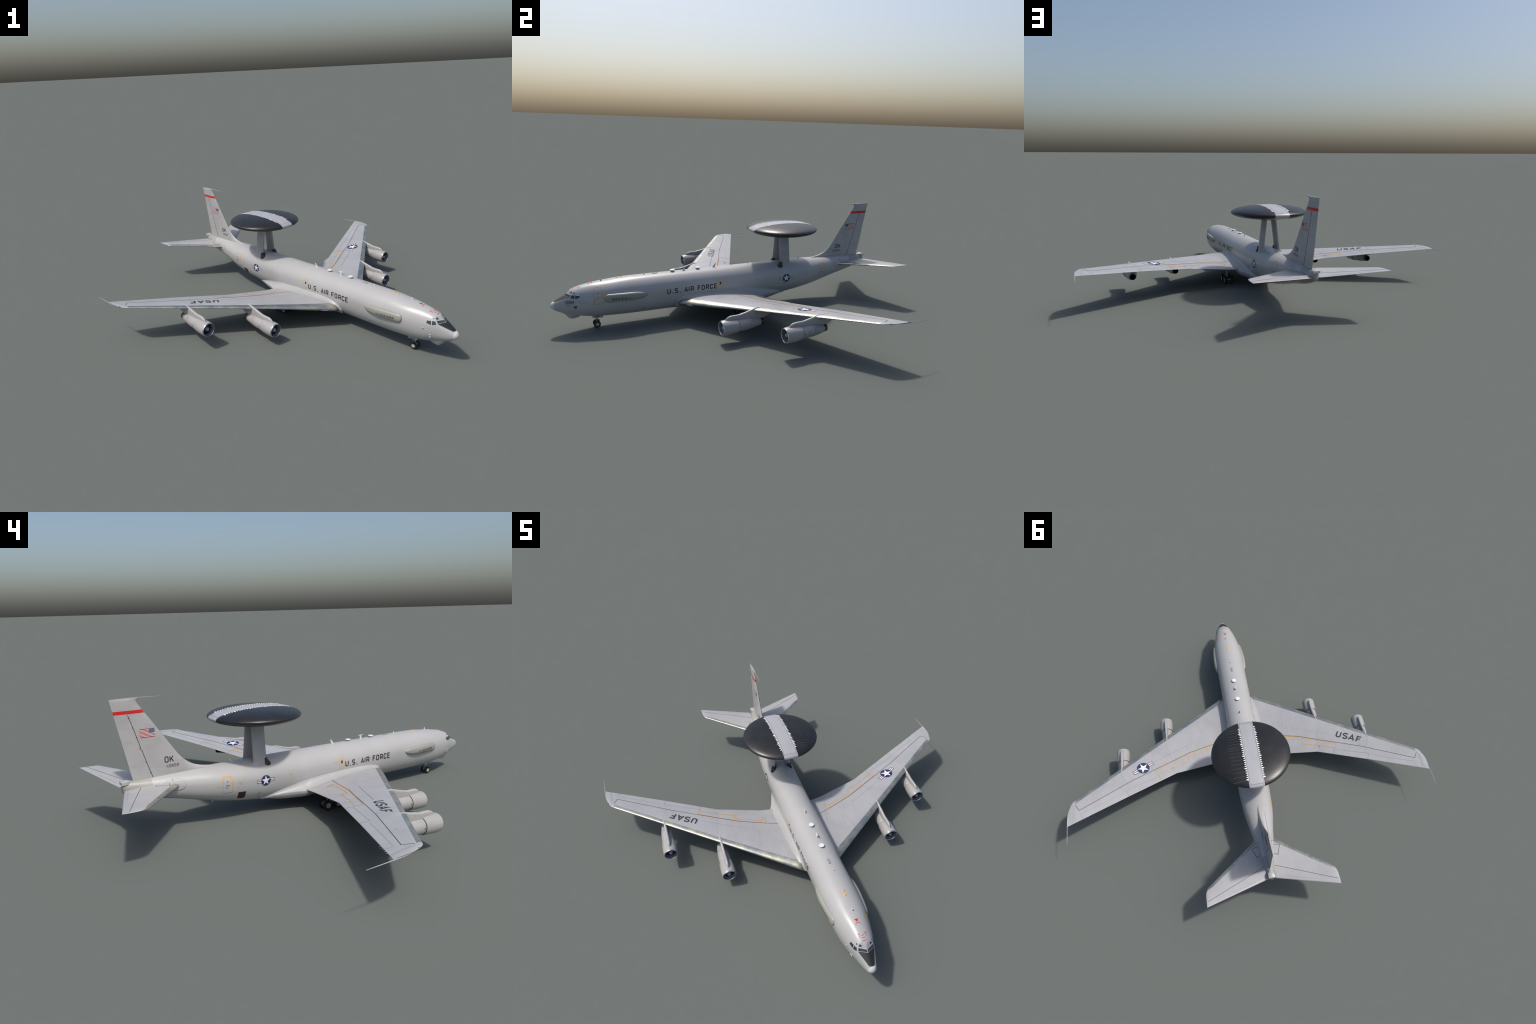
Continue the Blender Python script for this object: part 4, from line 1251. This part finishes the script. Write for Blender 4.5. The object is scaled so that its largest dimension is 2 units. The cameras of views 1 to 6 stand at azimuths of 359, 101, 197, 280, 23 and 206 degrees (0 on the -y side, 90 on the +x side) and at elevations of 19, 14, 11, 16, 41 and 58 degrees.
# ------------------------------------------------------------------ landing gear
def wheel(parent, r, w, rim_r, rim_mat, loc):
    prof = [(-w*.38, rim_r*.9), (-w*.5, rim_r*1.05), (-w*.5, r*.86), (-w*.40, r*.965), (-w*.2, r), (w*.2, r), (w*.40, r*.965), (w*.5, r*.86), (w*.5, rim_r*1.05), (w*.38, rim_r*.9)]
    V, Fc = lathe(prof, 40, 'y'); ty = add_mesh('tyre', V, Fc, M['tyre'], parent, angle=45)
    prof = [(-w*.30, .0), (-w*.30, rim_r*.35), (-w*.42, rim_r*.42), (-w*.36, rim_r*.80), (-w*.47, rim_r*1.04), (w*.47, rim_r*1.04), (w*.36, rim_r*.80), (w*.42, rim_r*.42), (w*.30, rim_r*.35), (w*.30, .0)]
    V, Fc = lathe(prof, 32, 'y'); ri = add_mesh('wheel_rim', V, Fc, rim_mat, parent, angle=30)
    ty.location = loc; ri.location = loc
    return ty, ri


def rod(name, a, b, r, parent, mat=None, r2=None):
    a, b = Vector(a), Vector(b); d = (b - a).normalized()
    u = d.orthogonal().normalized(); v = d.cross(u)
    rings = [[tuple(p + (u*math.cos(t) + v*math.sin(t))*q) for t in np.linspace(0, 2*math.pi, 15)[:-1]] for p, q in ((a, r), (b, r2 or r))]
    V, Fc = loft(rings); return add_mesh(name, V, Fc, mat or M['gear'], parent, angle=50)


ng = rod('nose_gear', (1.135, 0, .019), (1.135, 0, .080), .0038, root, r2=.0050)
rod('axle', (1.135, -.017, .019), (1.135, .017, .019), .0028, ng)
rod('torque_link', (1.131, 0, .045), (1.117, 0, .036), .0016, ng); rod('torque_link', (1.117, 0, .036), (1.131, 0, .024), .0016, ng)
rod('drag_brace', (1.133, 0, .046), (1.108, 0, .072), .0020, ng)
for y in (.0148, -.0148):
    wheel(ng, .0192, .0128, .0105, M['rim'], (1.135, y, .0192))
for s in (1, -1):
    V = [(1.160, s*.0205, .0750), (1.103, s*.0205, .0700), (1.103, s*.0225, .0572), (1.160, s*.0225, .0610)]
    V += [(x, y - s*.0016, z) for x, y, z in V]
    add_mesh('gear_door', V, [(0, 1, 2, 3), (7, 6, 5, 4), (0, 1, 5, 4), (1, 2, 6, 5), (2, 3, 7, 6), (3, 0, 4, 7)], M['fairing'], ng, smooth=False)
    V = [(1.1445, s*.0229, .0695), (1.1200, s*.0229, .0690), (1.1200, s*.0231, .0625), (1.1445, s*.0231, .0630)]
    add_mesh('gear_door_stencil', V, [(0, 1, 2, 3)], M['faint'], ng, smooth=False)
for s in (1, -1):
    mg = rod('main_gear', (.2860, s*.1690, .030), (.2860, s*.1690, .118), .0062, root, r2=.0080)
    rod('bogie_beam', (.2500, s*.1690, .0255), (.3220, s*.1690, .0255), .0052, mg)
    for x in (.2530, .3190): rod('axle', (x, s*.144, .0255), (x, s*.194, .0255), .0040, mg)
    rod('drag_brace', (.2860, s*.1640, .068), (.2500, s*.1080, .100), .0028, mg)
    rod('torque_link', (.2790, s*.1690, .060), (.2620, s*.1690, .046), .0026, mg); rod('torque_link', (.2620, s*.1690, .046), (.2760, s*.1690, .032), .0026, mg)
    for x in (.2530, .3190):
        for y in (.1480, .1900):
            wheel(mg, .0255, .0165, .0148, M['rim_dark'], (x, s*y, .0255))
    V = [(.300, s*.2060, .118), (.268, s*.2060, .118), (.270, s*.2085, .086), (.298, s*.2085, .088)]
    V += [(x, y - s*.0018, z) for x, y, z in V]
    add_mesh('gear_door', V, [(0, 1, 2, 3), (7, 6, 5, 4), (0, 1, 5, 4), (1, 2, 6, 5), (2, 3, 7, 6), (3, 0, 4, 7)], M['fairing'], mg, smooth=False)
